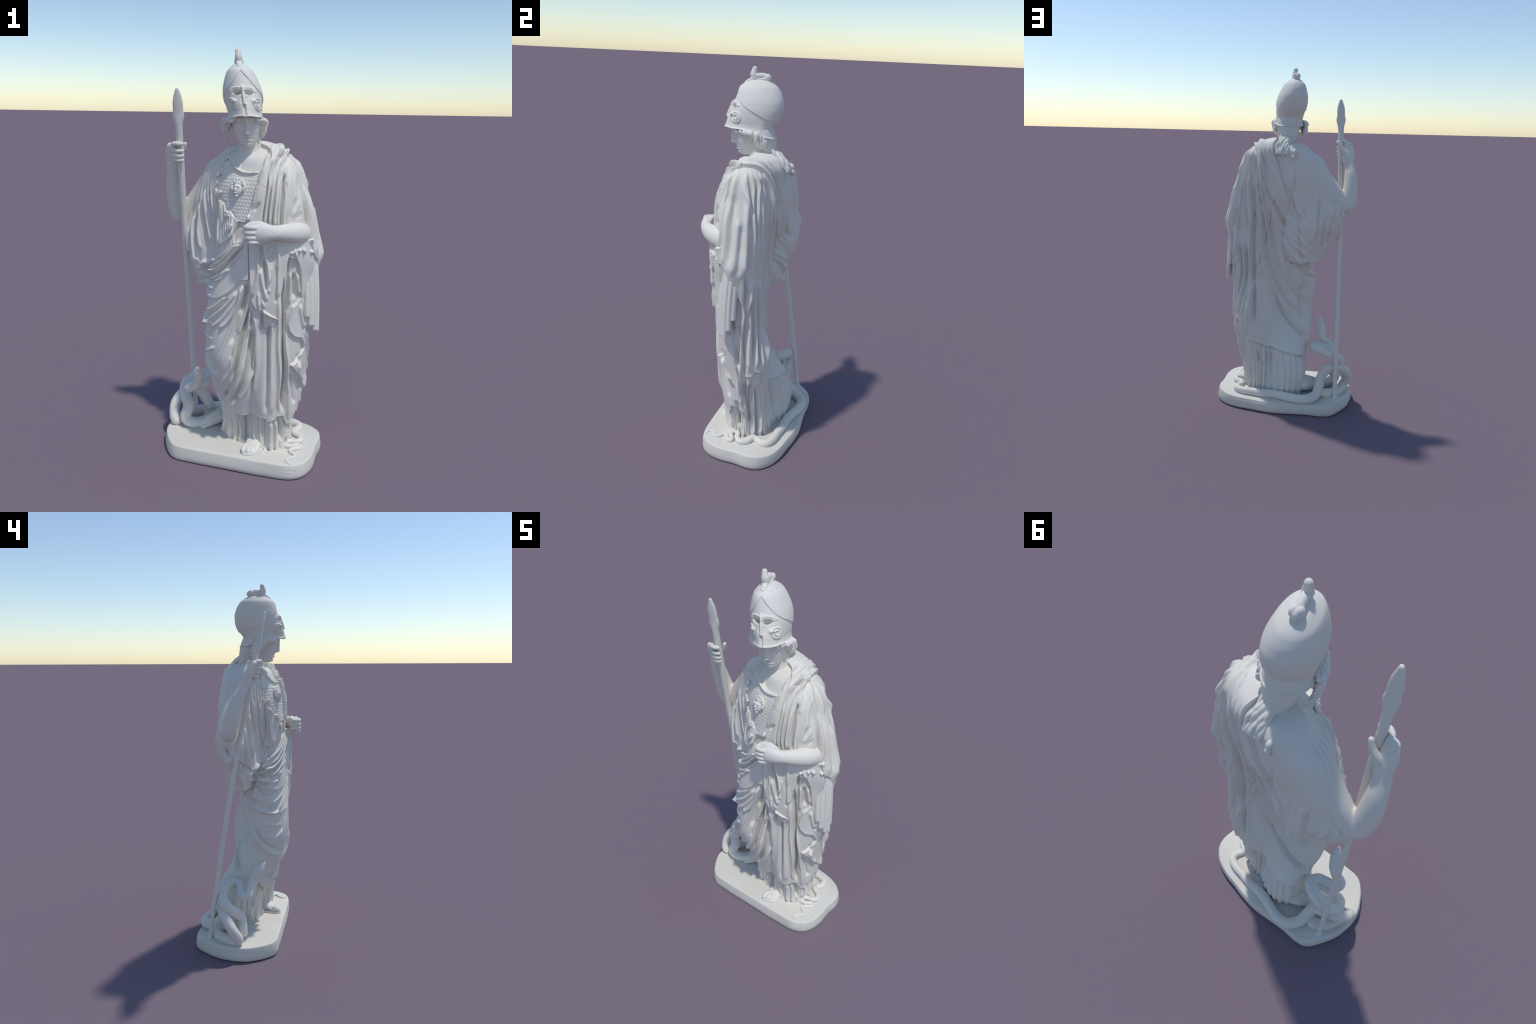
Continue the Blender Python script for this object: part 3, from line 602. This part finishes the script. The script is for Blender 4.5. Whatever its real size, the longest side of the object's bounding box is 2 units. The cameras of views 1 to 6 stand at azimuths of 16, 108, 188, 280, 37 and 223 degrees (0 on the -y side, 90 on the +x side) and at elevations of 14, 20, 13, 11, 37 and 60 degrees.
# ------------------------------------------------------------------ draped body
NU, NV = 840, 900
PH, ZZ, P0 = body_grid(NU, NV)
NRM = grid_normals(P0)
DSP, LAB = drape(PH, ZZ, P0)
P1 = P0 + NRM * DSP[..., None]
P1[..., 2] = np.maximum(P1[..., 2], 0.066)
FN = grid_normals(P1).reshape(-1, 3)
BV = P1.reshape(-1, 3)
BF = grid_faces(NV, NU)
fl = np.array([LAB.reshape(-1)[BF[:, k]] for k in range(4)])
face_label = fl[0]
for lab, name in enumerate(('cloak', 'underskirt', 'scaled_breastplate', 'tunic', 'torso')):
    f = BF[face_label == lab]
    ids, inv = np.unique(f, return_inverse=True)
    o = new_object(name, BV[ids], inv.reshape(-1, 4))
    o.data.normals_split_custom_set_from_vertices(FN[ids].tolist())
    if lab == 2: breastplate = o

# ------------------------------------------------------------------ plinth
OUT = [(-.408, .02), (-.402, -.05), (-.375, -.108), (-.34, -.16), (-.29, -.199), (-.2, -.206), (0, -.208), (.2, -.207), (.30, -.2), (.36, -.172),
       (.395, -.12), (.41, -.05), (.410, .03), (.417, .10), (.402, .16), (.35, .212), (.28, .241), (.19, .258), (.12, .272), (.03, .28),
       (-.09, .271), (-.16, .266), (-.24, .268), (-.30, .25), (-.345, .195), (-.39, .11)]
def plinth():
    P = np.array(OUT + OUT[:1]); o = spline(np.vstack([OUT[-1:], P, OUT[1:2]]), 460)[10:-10]
    o = spline(P, 420)[:-1]
    ang = np.linspace(0, 2 * np.pi, len(o), endpoint=False)
    c = np.array([0.0, 0.03]); rings = []
    top = lambda q: 0.078 - 0.012 * smooth01((q[:, 1] - 0.12) / 0.14) + 0.010 * smooth01(1 - np.hypot(q[:, 0] + .31, q[:, 1] - .18) / .10)
    wob = 0.004 * (vnoise(o[:, 0] * 9, o[:, 1] * 9, 1.0) - 0.5)
    for s, dz, inset in ((0, 0.0, 0.008), (0, 0.004, 0.003), (0, 0.02, 0.0), (0, 0.035, .001), (0, 0.05, .003), (1, -0.012, .006), (1, -0.005, .0075), (1, -0.0015, .0095), (1, 0, .013), (1, 0, .025), (1, 0, .05), (1, 0, .10), (1, 0, .15)):
        d = o - c; L = np.linalg.norm(d, axis=1, keepdims=True)
        q = c + d * (1 - (inset + (wob[:, None] if s == 0 else wob[:, None] * .5)) / L)
        z = (top(q) + dz) if s else np.full(len(o), dz) 
        z = z + (0.003 * (vnoise(o[:, 0] * 14, o[:, 1] * 14, 5.0) - .5) if 0.0 < dz < 0.06 and not s else 0)
        rings.append(np.column_stack([q, z]))
    V, F = loft(rings)
    return new_object('plinth', V, F, mat=MAT_BASE)
pl = plinth()
# framed mark cut into the plinth's front
def plinth_front(x, z):
    best = min(((abs(v.co.x - x) + abs(v.co.z - z) * 2 + (9 if v.co.y > -.1 else 0), v.co.y) for v in pl.data.vertices))
    return best[1]
bx, bw, bh = 0.318, 0.052, 0.018
for (xa, za), (xb, zb) in (((-1, 1), (1, 1)), ((-1, -1), (1, -1)), ((-1, -1), (-1, 1)), ((1, -1), (1, 1))):
    q = []
    for t in np.linspace(0, 1, 9):
        x = bx + (xa + (xb - xa) * t) * bw / 2; z = .052 + (za + (zb - za) * t) * bh / 2
        q.append((x, plinth_front(x, z) - .0006, z))
    tube('frame_strip', q, [.0013] * 9, pl, n=20, m=8)

# ------------------------------------------------------------------ snake
SN = [(.313, -.181, .080, .003), (.289, -.162, .081, .005), (.297, -.137, .082, .006), (.320, -.119, .083, .007), (.315, -.100, .084, .008),
      (.293, -.084, .084, .009), (.296, -.064, .085, .010), (.330, -.040, .086, .011), (.322, -.022, .087, .0115), (.285, -.042, .088, .012), (.258, -.040, .088, .013),
      (.262, -.012, .089, .0135), (.305, .002, .090, .014), (.325, .028, .090, .015), (.308, .060, .090, .016), (.278, .078, .092, .017),
      (.272, .100, .092, .018), (.290, .135, .092, .019), (.282, .166, .093, .020), (.240, .184, .093, .021), (.18, .192, .094, .0215), (.12, .202, .095, .022),
      (.06, .204, .096, .023), (0, .215, .096, .024), (-.06, .235, .096, .025), (-.12, .245, .096, .026), (-.17, .230, .100, .026), (-.205, .185, .105, .026),
      (-.215, .14, .135, .026), (-.228, .112, .19, .026), (-.262, .108, .235, .026), (-.31, .098, .25, .025), (-.352, .072, .228, .025), (-.380, .035, .18, .025),
      (-.372, .002, .125, .025), (-.358, .004, .100, .025), (-.345, .055, .096, .025), (-.308, .118, .096, .025), (-.258, .150, .098, .025),
      (-.215, .120, .098, .025), (-.205, .065, .098, .025), (-.235, .018, .098, .025), (-.275, -.006, .108, .026), (-.303, -.010, .135, .026), (-.288, .0, .20, .027), (-.318, .032, .245, .027),
      (-.332, .072, .284, .027), (-.29, .10, .320, .027), (-.225, .098, .350, .027), (-.172, .068, .356, .026), (-.182, .028, .350, .025), (-.225, .010, .338, .024),
      (-.268, -.008, .322, .024), (-.272, -.035, .326, .023), (-.238, -.046, .348, .022), (-.213, -.055, .378, .021), (-.203, -.068, .405, .022), (-.198, -.082, .435, .025), (-.190, -.098, .465, .020), (-.185, -.112, .484, .010)]
SN = np.array(SN)
SN[16:27, 2] -= .006
tube('snake', SN[:, :3], SN[:, 3] * np.interp(np.arange(len(SN)), [0, 22, 30, 59], [1, 1.05, 1.12, 1.1]), n=900, m=28)

# ------------------------------------------------------------------ spear
def on_spear(z): 
    return np.array([-.3152 + .0042 * z + .0137 * z * z, .1803 - .1267 * z - .0232 * z * z, z])
zs = [(.05, .020, .020), (.075, .0165, .0165), (.12, .013, .013), (.4, .0125, .0125), (.8, .0130, .0130), (1.15, .0145, .0145), (1.5, .0165, .0165), (1.60, .0165, .0165), (1.66, .017, .016),
      (1.685, .021, .015), (1.705, .0265, .013), (1.722, .0275, .0115), (1.74, .0235, .0115), (1.765, .0235, .0105), (1.79, .020, .009), (1.815, .0125, .007), (1.832, .006, .005)]
sp = spline(np.array(zs), 260)
a = np.linspace(0, 2 * np.pi, 28, endpoint=False)
wd = np.array([math.cos(math.radians(12)), math.sin(math.radians(12)), 0]); td = np.array([-wd[1], wd[0], 0])
rings = np.array([on_spear(z) + (w * np.cos(a))[:, None] * wd + (t * np.sin(a))[:, None] * td for z, w, t in sp])
rings += 0.0012 * (vnoise(rings[..., 2] * 25, rings[..., 0] * 40, rings[..., 1] * 40) - .5)[..., None] * wd
V, F = loft(rings); new_object('spear', V, F)

# ------------------------------------------------------------------ right arm, raised, holding the spear
fuse('arm', [loft(tube_rings([(-.16, .035, 1.42), (-.245, .058, 1.31), (-.308, .056, 1.234), (-.334, .044, 1.245), (-.344, .026, 1.31), (-.342, -.002, 1.39), (-.333, -.030, 1.45), (-.322, -.047, 1.49)],
                                [(.046, .050), (.046, .050), (.045, .049), (.043, .050), (.039, .046), (.033, .039), (.024, .032), (.021, .033)], n=60, m=28))], 0.004, 6)
W = np.array
def spear_ring(z, r, degs):
    c = on_spear(z)
    return [tuple(c + W([math.sin(math.radians(d)) * r, -math.cos(math.radians(d)) * r, dz])) for d, dz in degs]
hand = [loft(tube_rings([(-.323, -.040, 1.475), (-.322, -.050, 1.505), (-.320, -.064, 1.54), (-.315, -.080, 1.572)], [(.021, .031), (.022, .036), (.020, .034), (.016, .026)], n=24, m=24, up=(1, 0, 0)))]
for z, r, tilt in ((1.584, .0115, .004), (1.556, .0105, .000), (1.535, .0105, -.002), (1.516, .0095, -.004)):
    p = spear_ring(z, .030, [(-95, -tilt), (-62, 0), (-28, tilt), (8, tilt), (40, tilt)])
    p = [(-.322, -.064, z - .006)] + p
    hand.append(loft(tube_rings(p, [r * 1.1, r * 1.1, r * 1.1, r, r * .95, r * .85], n=26, m=14)))
hand.append(loft(tube_rings([(-.318, -.045, 1.50), (-.298, -.038, 1.53), (-.275, -.040, 1.558), (-.262, -.046, 1.585)], [.016, .0145, .0125, .0095], n=22, m=14)))
fuse('hand', hand, 0.0022, 2)

# ------------------------------------------------------------------ left forearm and hand gathering the cloak
fuse('arm', [loft(tube_rings([(.275, -.030, 1.205), (.312, -.080, 1.207), (.300, -.138, 1.218), (.262, -.190, 1.226), (.225, -.222, 1.230), (.195, -.238, 1.230)],
                                [(.046, .046), (.047, .050), (.043, .047), (.034, .039), (.027, .032), (.027, .034)], n=44, m=28))], 0.004, 5)
lh = [loft(tube_rings([(.215, -.228, 1.230), (.18, -.242, 1.229), (.150, -.247, 1.226), (.130, -.244, 1.222)], [(.027, .034), (.028, .042), (.026, .044), (.020, .038)], n=24, m=24))]
for k, (z, r) in enumerate(((1.254, .0112), (1.231, .0112), (1.209, .0105), (1.189, .0095))):
    x = .0 if k < 3 else .012
    lh.append(loft(tube_rings([(.165, -.250, z), (.138, -.268, z + .001), (.112 + x, -.268, z), (.098 + x, -.252, z - .002), (.104 + x, -.225, z - .003)], [r, r, r, r * .95, r * .8], n=24, m=14)))
lh.append(loft(tube_rings([(.19, -.225, 1.252), (.155, -.222, 1.262), (.125, -.225, 1.262), (.105, -.232, 1.258)], [.016, .015, .013, .010], n=22, m=14)))
fuse('hand', lh, 0.0022, 2)

# ------------------------------------------------------------------ pleated end of the cape hanging from the left arm
pl_ = []
for x, y, z1, rx, ry in ((.348, -.092, .815, .011, .012), (.366, -.080, .770, .012, .011), (.384, -.064, .742, .0115, .011), (.391, -.046, .732, .010, .011), (.386, -.028, .775, .011, .012), (.374, -.010, .83, .011, .013)):
    pl_.append(loft(tube_rings([(x - .020, y + .012, 1.13), (x - .008, y + .004, 1.0), (x, y, .88), (x + .003, y, z1)], [(rx * .8, ry * .8), (rx, ry), (rx * 1.05, ry * 1.05), (rx * 1.1, ry * 1.1)], n=40, m=20, round_ends=False)))
fuse('cape_end', pl_, .003, 4)

# ------------------------------------------------------------------ head frame: l = her left, f = forward (turned 18 degrees), z up
HY = math.radians(18); HO = np.array([.02, -.06])
FW = np.array([math.sin(HY), -math.cos(HY)]); LF = np.array([math.cos(HY), math.sin(HY)])
def lean(z): return 0.004 - (z - 1.8) * 0.13
def head(l, f, z):
    l, f, z = np.broadcast_arrays(np.asarray(l, float), np.asarray(f, float), np.asarray(z, float))
    return np.stack([HO[0] + l * LF[0] + f * FW[0], HO[1] + l * LF[1] + f * FW[1], z], -1)

# neck
nk = []
for z, l, f, w, d in ((1.52, .045, -.040, .080, .070), (1.55, .044, -.036, .066, .056), (1.575, .043, -.032, .058, .050), (1.60, .038, -.028, .054, .050), (1.63, .030, -.025, .052, .052), (1.67, .024, -.02, .052, .055), (1.70, .02, -.02, .05, .055)):
    t = np.linspace(0, 2 * np.pi, 64, endpoint=False)
    nk.append(head(l + w * np.sin(t), f + d * np.cos(t), z))
nk = np.array(nk); nk = pchip(np.linspace(0, 1, len(nk)), nk.reshape(len(nk), -1), np.linspace(0, 1, 50)).reshape(50, 64, 3)
V, F = loft(nk); neck = new_object('neck', V, F)

# face: rounded sections with carved features
FACE = [  # z, front, half width, back, centre l
    (1.583, .048, .014, .000, .022), (1.588, .062, .026, .020, .022), (1.597, .071, .036, .036, .022), (1.610, .076, .044, .048, .022), (1.630, .081, .0525, .058, .021),
    (1.650, .086, .059, .064, .020), (1.670, .091, .063, .068, .019), (1.690, .096, .065, .070, .017), (1.710, .099, .066, .070, .015), (1.740, .098, .066, .070, .011)]
fz = np.array(FACE)
zz = np.r_[np.linspace(1.583, 1.60, 26), np.linspace(1.6008, 1.74, 150)]
th = np.radians(np.linspace(-180, 180, 300, endpoint=False))
prm = pchip(fz[:, 0], fz[:, 1:], zz)
TH, FZ = np.meshgrid(th, zz)
fr, hw, bk, cl = [prm[:, k][:, None] for k in range(4)]
dep = np.where(np.cos(TH) > 0, fr, bk)
n_ = 2.25
rr = (np.abs(np.sin(TH) / hw) ** n_ + np.abs(np.cos(TH) / np.maximum(dep, .004)) ** n_) ** (-1 / n_)
dx = rr * np.sin(TH); ff = rr * np.cos(TH)
front = smooth01((np.cos(TH) - 0.1) / 0.4)
g = lambda x, z, wx, wz: np.exp(-((np.abs(dx) - x) / wx) ** 2 - ((FZ - z) / wz) ** 2)
nose_h = np.interp(FZ, [1.632, 1.637, 1.644, 1.652, 1.68, 1.70, 1.73], [0, .012, .027, .0255, .0185, .014, .008])
nose_w = np.interp(FZ, [1.63, 1.645, 1.66, 1.70, 1.73], [.0125, .0105, .0075, .0085, .012])
feat = nose_h * np.exp(-(np.abs(dx) / nose_w) ** 2.2)
feat += .007 * g(.0115, 1.6425, .0055, .006)
feat += -.012 * g(.027, 1.686, .013, .0085) + .0065 * g(.028, 1.685, .0095, .006) + .004 * g(.028, 1.6925, .013, .0025) + .003 * g(.028, 1.678, .012, .002)
feat += .005 * g(.026, 1.704, .022, .006)
feat += .0075 * g(0, 1.6255, .016, .0042) + .0085 * g(0, 1.614, .013, .0046) - .006 * g(0, 1.6200, .019, .0022) - .003 * g(0, 1.634, .004, .004)
feat += -.004 * g(0, 1.6045, .016, .0035) + .006 * g(0, 1.594, .016, .008)
feat += .004 * g(.04, 1.655, .018, .018) - .003 * g(.022, 1.62, .006, .007)
ff = ff + feat * front
pts = head(cl + dx, ff, FZ)
V, F = loft(pts); new_object('head', V, F)

# helmet: dome, neck guard and visor in one shell
HEL = [(1.940, -.005, -.035, .006), (1.937, .020, -.055, .018), (1.932, .036, -.070, .030), (1.920, .056, -.092, .043), (1.900, .075, -.110, .057), (1.870, .088, -.127, .070),
       (1.830, .103, -.137, .082), (1.800, .119, -.135, .085), (1.770, .130, -.126, .083), (1.747, .137, -.114, .080)]
hz = np.array(HEL)
NB = 420
bt = np.linspace(-np.pi, np.pi, NB, endpoint=False)
rows = []
def plan(front, back, side, z, point):
    f0 = -0.02; c, s = np.cos(bt), np.sin(bt)
    d = np.where(c > 0, front - f0, f0 - back)
    n = np.where(c > 0, 2.1 - point * .30 * c ** 2, 2.2)
    r = (np.abs(s / side) ** n + np.abs(c / d) ** n) ** (-1 / n)
    return r * s, f0 + r * c
ztop = np.r_[1.9405 - 0.0405 * np.linspace(0, 1, 60) ** 2, np.linspace(1.8995, 1.747, 150)]
for z in ztop:
    fr_, bk_, sd_ = pchip(-hz[:, 0], hz[:, 1:], -min(z, 1.94))
    l, f = plan(fr_, bk_, sd_, z, smooth01((1.88 - z) / .1))
    rows.append((l, f, np.full(NB, z)))
LOW = np.array([(0, .137, -.114, .080), (.25, .139, -.097, .0775), (.5, .142, -.088, .0765), (.75, .1445, -.092, .0775), (.92, .147, -.106, .081), (1.0, .148, -.113, .084)])
def rim(f): return 1.668 + 0.044 * smooth01((f + .112) / .20) + 0.004 * smooth01((f - .1) / .05)
for t in np.linspace(0.01, 1, 90):
    fr_, bk_, sd_ = pchip(LOW[:, 0], LOW[:, 1:], t)
    l, f = plan(fr_, bk_, sd_, 0, 1.0)
    rows.append((l, f, 1.747 + (rim(f) - 1.747) * t))
HLm = np.array([np.stack(r, -1) for r in rows])                     # rows x NB x (l,f,z)
Hn = grid_normals(HLm[..., [0, 1, 2]])
if (Hn[100, NB // 2, 1] < 0): Hn = -Hn
hl, hf, hzz = HLm[..., 0], HLm[..., 1], HLm[..., 2]
hd = np.zeros_like(hl)
dome_line = np.interp(hf, [-.13, -.114, -.063, -.004, .049, .084, .10], [1.744, 1.747, 1.758, 1.787, 1.816, 1.848, 1.862])
ctr = np.abs(hl)
domefr = smooth01((0.075 - np.abs(hf - 0)) / .02)
line = hzz + (dome_line * 0 - np.where(hf > .03, np.maximum(dome_line, 1.905 - 1.26 * ctr), dome_line))
hd += .0045 * smooth01(line / .004 + .5) * smooth01((1.93 - hzz) / .03) * 1
isf = hf > 0.03
# eye holes, brow, nose guard, cheek slit
ex = (ctr - .0255) / .0190; ez = (hzz - (1.814 - .10 * (ctr - .0255))) / .0102
hole = smooth01((1.15 - np.hypot(ex, ez)) / .35) * isf
hd += -.032 * hole
hd += .0035 * np.exp(-((np.hypot(ex, (ez - .25) * .85) - 1.45) / .35) ** 2) * isf * (hzz > 1.815)
nz_w = np.interp(hzz, [1.76, 1.79, 1.83, 1.85], [.0055, .0050, .0062, .010])
nz = np.exp(-(ctr / nz_w) ** 4) * smooth01((hzz - 1.761) / .004) * smooth01((1.85 - hzz) / .02) * isf
hd += .0085 * nz
hd += -.012 * np.exp(-(ctr / .0042) ** 2) * smooth01((1.762 - hzz) / .01) * isf
hd += -.004 * np.exp(-((ctr - .0105) / .005) ** 2) * smooth01((1.80 - hzz) / .01) * smooth01((hzz - 1.765) / .01) * isf
# ram head in relief on each cheek
rq = np.hypot((hf - .088) / 1.0, hzz - 1.766) 
side = (ctr > .03)
hd += side * (.0055 * np.exp(-((rq - .0215) / .004) ** 2) + .0065 * np.exp(-((rq - .011) / .0045) ** 2) * (hf < .1) + .008 * np.exp(-((hf - .108) / .010) ** 2 - ((hzz - 1.778) / .008) ** 2) + .003 * np.exp(-(rq / .006) ** 2))
hd += side * isf * .003 * (vnoise(hf * 160, hzz * 160, 2.0) - .5) * smooth01((.026 - rq) / .01)
hd += .004 * np.exp(-((hzz - rim(hf) - .003) / .004) ** 2) * np.where(hf > .05, .35, .7)
HP = HLm + Hn * hd[..., None]
outer = head(HP[..., 0] + lean(HP[..., 2]), HP[..., 1], HP[..., 2])
inner = [HP[-1] + [0, 0, .0]]
last = HP[-1]
lipin = last.copy(); lipin[:, 0] *= .94; lipin[:, 1] = -.02 + (lipin[:, 1] + .02) * .95; lipin[:, 2] -= .002
up1 = last.copy(); up1[:, 0] *= .84; up1[:, 1] = -.02 + (up1[:, 1] + .02) * .84; up1[:, 2] += .014
up2 = up1.copy(); up2[:, :2] *= .8; up2[:, 2] += .05
ext = np.array([head(q[:, 0] + lean(q[:, 2]), q[:, 1], q[:, 2]) for q in (lipin, up1, up2)])
V, F = loft(np.concatenate([outer, ext])); helmet = new_object('helmet', V, F)

# little sphinx on the crest of the helmet
def hp(l, f, z): return tuple(head(l + lean(z), f, z))
sx = [loft(tube_rings([hp(0, -.062, 1.947), hp(0, -.035, 1.957), hp(0, .0, 1.955), hp(0, .012, 1.960)], [(.015, .015), (.013, .014), (.014, .015), (.015, .016)], n=24, m=18)),
      loft(tube_rings([hp(0, .008, 1.945), hp(0, .012, 1.962), hp(0, .010, 1.978), hp(0, .008, 1.988)], [(.015, .016), (.0165, .017), (.013, .014), (.0115, .012)], n=24, m=18)),
      ball(hp(0, .007, 1.988), (.0125, .0125, .0125)),
      loft(tube_rings([hp(0, .048, 1.925), hp(0, .03, 1.936), hp(0, 0, 1.94), hp(0, -.04, 1.94), hp(0, -.06, 1.935)], [(.012, .006), (.013, .008), (.012, .008), (.012, .008), (.011, .008)], n=24, m=14))]
for s in (-1, 1):
    sx.append(ball(hp(s * .008, -.056, 1.950), (.012, .017, .017)))
    sx.append(loft(tube_rings([hp(s * .007, .013, 1.960), hp(s * .007, .018, 1.945), hp(s * .007, .034, 1.936)], [.006, .0055, .005], n=14, m=10)))
    sx.append(loft(tube_rings([hp(s * .009, -.05, 1.944), hp(s * .011, -.03, 1.941)], [.006, .005], n=8, m=10)))
fuse('crest_sphinx', sx, 0.0017, 3, helmet)

# ------------------------------------------------------------------ hair: wavy locks below the helmet, knot of locks on the nape
rng = np.random.RandomState(3)
def lock(pts, r0, curl, turns, seed, parent):
    q = spline(np.array(pts), 60); t = np.linspace(0, 1, 60)
    T = np.gradient(q, axis=0); T /= np.linalg.norm(T, axis=1, keepdims=True)
    A = np.cross(T, [0.3, 0.2, 1]); A /= np.linalg.norm(A, axis=1, keepdims=True); B = np.cross(T, A)
    ph = seed + turns * 2 * np.pi * t
    q = q + curl * ((np.cos(ph) * np.sin(np.pi * t) ** .5)[:, None] * A + (np.sin(ph) * np.sin(np.pi * t) ** .5)[:, None] * B)
    rad = r0 * (0.55 + 0.45 * np.sin(np.pi * np.clip(t * .9 + .08, 0, 1)))
    return tube('hair_lock', q[::3], rad[::3], parent, n=44, m=10)
cap = loft(tube_rings([tuple(head(.02, -.02, 1.70)), tuple(head(.028, -.05, 1.66)), tuple(head(.036, -.075, 1.615)), tuple(head(.042, -.095, 1.585))], [(.072, .076), (.070, .062), (.056, .044), (.036, .028)], n=30, m=30))
hair = new_object('hair', *cap)
for s in (-1, 1):
    for k in range(20):
        t = k / 19
        f0 = .078 - .115 * t
        w = .050 + .026 * smooth01(t / .3) + .012 * smooth01((t - .3) / .4)
        z0 = 1.703 - .010 * t
        l0 = lean(z0) - .006 + s * w
        drop = .010 + .030 * smooth01((t - .25) / .5)
        p = [head(l0 - s * .012, f0 + .010, z0 + .008), head(l0 + s * (.004 + .004 * rng.rand()), f0, z0 - .004), head(l0 + s * .002, f0 - .012, z0 - drop * .7), head(l0 - s * .008, f0 - .020, z0 - drop)]
        lock(p, .0072 + .002 * rng.rand(), .0050, 1.3 + rng.rand(), rng.rand() * 6, hair)
        if t > .3:
            p = [head(l0 - s * .002, f0 - .008, z0 - drop * .4), head(l0 + s * .003, f0 - .018, z0 - drop * .9), head(l0 - s * .006, f0 - .022, z0 - drop * 1.5), head(l0 - s * .014, f0 - .032, z0 - drop * 1.9)]
            lock(p, .0072 + .002 * rng.rand(), .0055, 1.6, rng.rand() * 6, hair)
# tail of hair down the back
for k in range(16):
    a_ = (k / 15 - .5); lay = k % 2
    p = [(.035 + .030 * a_, .015 + .006 * lay, 1.630 + .01 * lay), (.037 + .050 * a_, .060 + .008 * lay, 1.600), (.041 + .058 * a_, .092 + .010 * lay, 1.570), (.042 + .066 * a_, .116 + .010 * lay, 1.538), (.040 + .070 * a_, .128 + .010 * lay, 1.505 + .012 * rng.rand())]
    lock(p, .0098 + .002 * rng.rand(), .0038, 1.6 + rng.rand(), rng.rand() * 6, hair)
for p in ([(-.035, .10, 1.545), (-.025, .128, 1.532), (-.030, .140, 1.515)], [(-.030, .120, 1.515), (-.022, .135, 1.505), (-.03, .142, 1.49)]):
    lock(p, .012, .002, 1, 0, hair)

# ------------------------------------------------------------------ relief head on the breastplate, snake scrolls on its border
def surf_frame(x, y, z):
    cc = pchip(_LV[:, 0], _LV[:, 1:3], np.array(z)); phi = math.degrees(math.atan2(x - cc[0], -(y - cc[1])))
    i = np.argmin(np.abs(ZZ[:, 0] - z)); j = int(round((phi % 360) / 360 * NU)) % NU
    sl = np.s_[max(i - 6, 0):i + 7]
    cols = [(j + k) % NU for k in range(-6, 7)]
    c = P1[sl][:, cols].reshape(-1, 3).mean(0); n = NRM[i, j]
    e = np.cross([0, 0, 1], n); e /= np.linalg.norm(e)
    return c, n, e, np.cross(n, e)
c, n, e, v = surf_frame(.035, -.154, 1.398)
def gz(x, y, h): return tuple(c + 1.12 * (e * x + v * y + n * h))
R3 = np.column_stack([e, v, n])
gp = [ball(gz(0, -.002, .003), (.024, .031, .021), rot=R3), ball(gz(0, .022, .002), (.027, .014, .016), rot=R3), ball(gz(0, -.004, .021), (.0046, .0105, .0085), rot=R3),
      ball(gz(0, -.0185, .0175), (.0085, .0030, .0065), rot=R3), ball(gz(0, .0085, .0195), (.019, .0032, .006), rot=R3), ball(gz(-.0105, .0035, .0165), (.0052, .0032, .006), rot=R3),
      ball(gz(.0105, .0035, .0165), (.0052, .0032, .006), rot=R3), ball(gz(0, -.029, .009), (.0105, .0075, .0095), rot=R3)]
for k in range(17):
    a_ = math.radians(-25 + 14.5 * k)
    gp.append(ball(gz(.029 * math.cos(a_), .008 + .029 * math.sin(a_), .004 + .002 * (k % 2)), (.0072, .0072, .0085), rot=R3))
fuse('relief_head', gp, 0.002, 2, breastplate)
for x, y, z, r, sg in ((-.089, -.131, 1.37, .012, 1), (-.016, -.158, 1.285, .012, -1), (.009, -.165, 1.229, .013, 1), (-.10, -.09, 1.45, .010, 1), (-.072, -.07, 1.52, .009, 1)):
    c, n, e, v = surf_frame(x, y, z)
    t = np.linspace(0, 1, 40); an = sg * (t * 4.6 * np.pi / 2 + .6); rad = r * (1 - .62 * t)
    q = c + (rad * np.cos(an))[:, None] * e + (rad * np.sin(an))[:, None] * v + n * (.006 + .004 * t)[:, None]
    tube('border_snake', q, np.linspace(.0055, .0035, 40), breastplate, n=60, m=10)

# ------------------------------------------------------------------ feet
ft = [loft(tube_rings([(.115, -.02, .12), (.108, -.075, .112), (.102, -.115, .100), (.098, -.135, .094)], [(.036, .034), (.040, .026), (.042, .016), (.040, .011)], n=30, m=24))]
for x, y, r in ((.069, -.158, .0125), (.092, -.157, .0090), (.109, -.149, .0088), (.124, -.139, .0085), (.137, -.126, .0080)):
    ft.append(loft(tube_rings([(x * .6 + .042, y + .048, .100), (x, y + .020, .106), (x, y + .004, .099), (x, y - .003, .094)], [r * .8, r * .86, r * .92, r * .85], n=18, m=14)))
foot = fuse('foot', ft, .0018, 1)
so = []
ol = np.array([(.054, -.150), (.066, -.172), (.085, -.174), (.112, -.166), (.138, -.148), (.152, -.120), (.155, -.07), (.150, -.02), (.08, -.02), (.058, -.08), (.052, -.12)])
ol = spline(np.vstack([ol, ol[:1]]), 80)[:-1]
V, F = loft([np.column_stack([ol, np.full(79, z)]) for z in (.072, .086, .088)]); new_object('sandal', V, F, foot)
# right foot set back, wrapped in trailing folds
rf = [loft(tube_rings([(-.06, .12, .14), (-.12, .10, .125), (-.165, .065, .108), (-.195, .03, .094), (-.205, .008, .088)], [(.05, .05), (.047, .042), (.042, .032), (.036, .022), (.026, .014)], n=40, m=28))]
for k in range(6):
    d = (k - 2.5) * .0142
    rf.append(loft(tube_rings([(-.10 + d * .7, .085 + d, .168 - abs(d) * .3), (-.150 + d * .9, .058 + d * .55, .155 - abs(d) * .5), (-.186 + d * .9, .026 + d * .5, .128 - abs(d) * .5), (-.206 + d * .9, .002 + d * .4, .094)], [.0065, .0075, .0075, .006], n=24, m=10)))
fuse('foot', rf, .0018, 1)
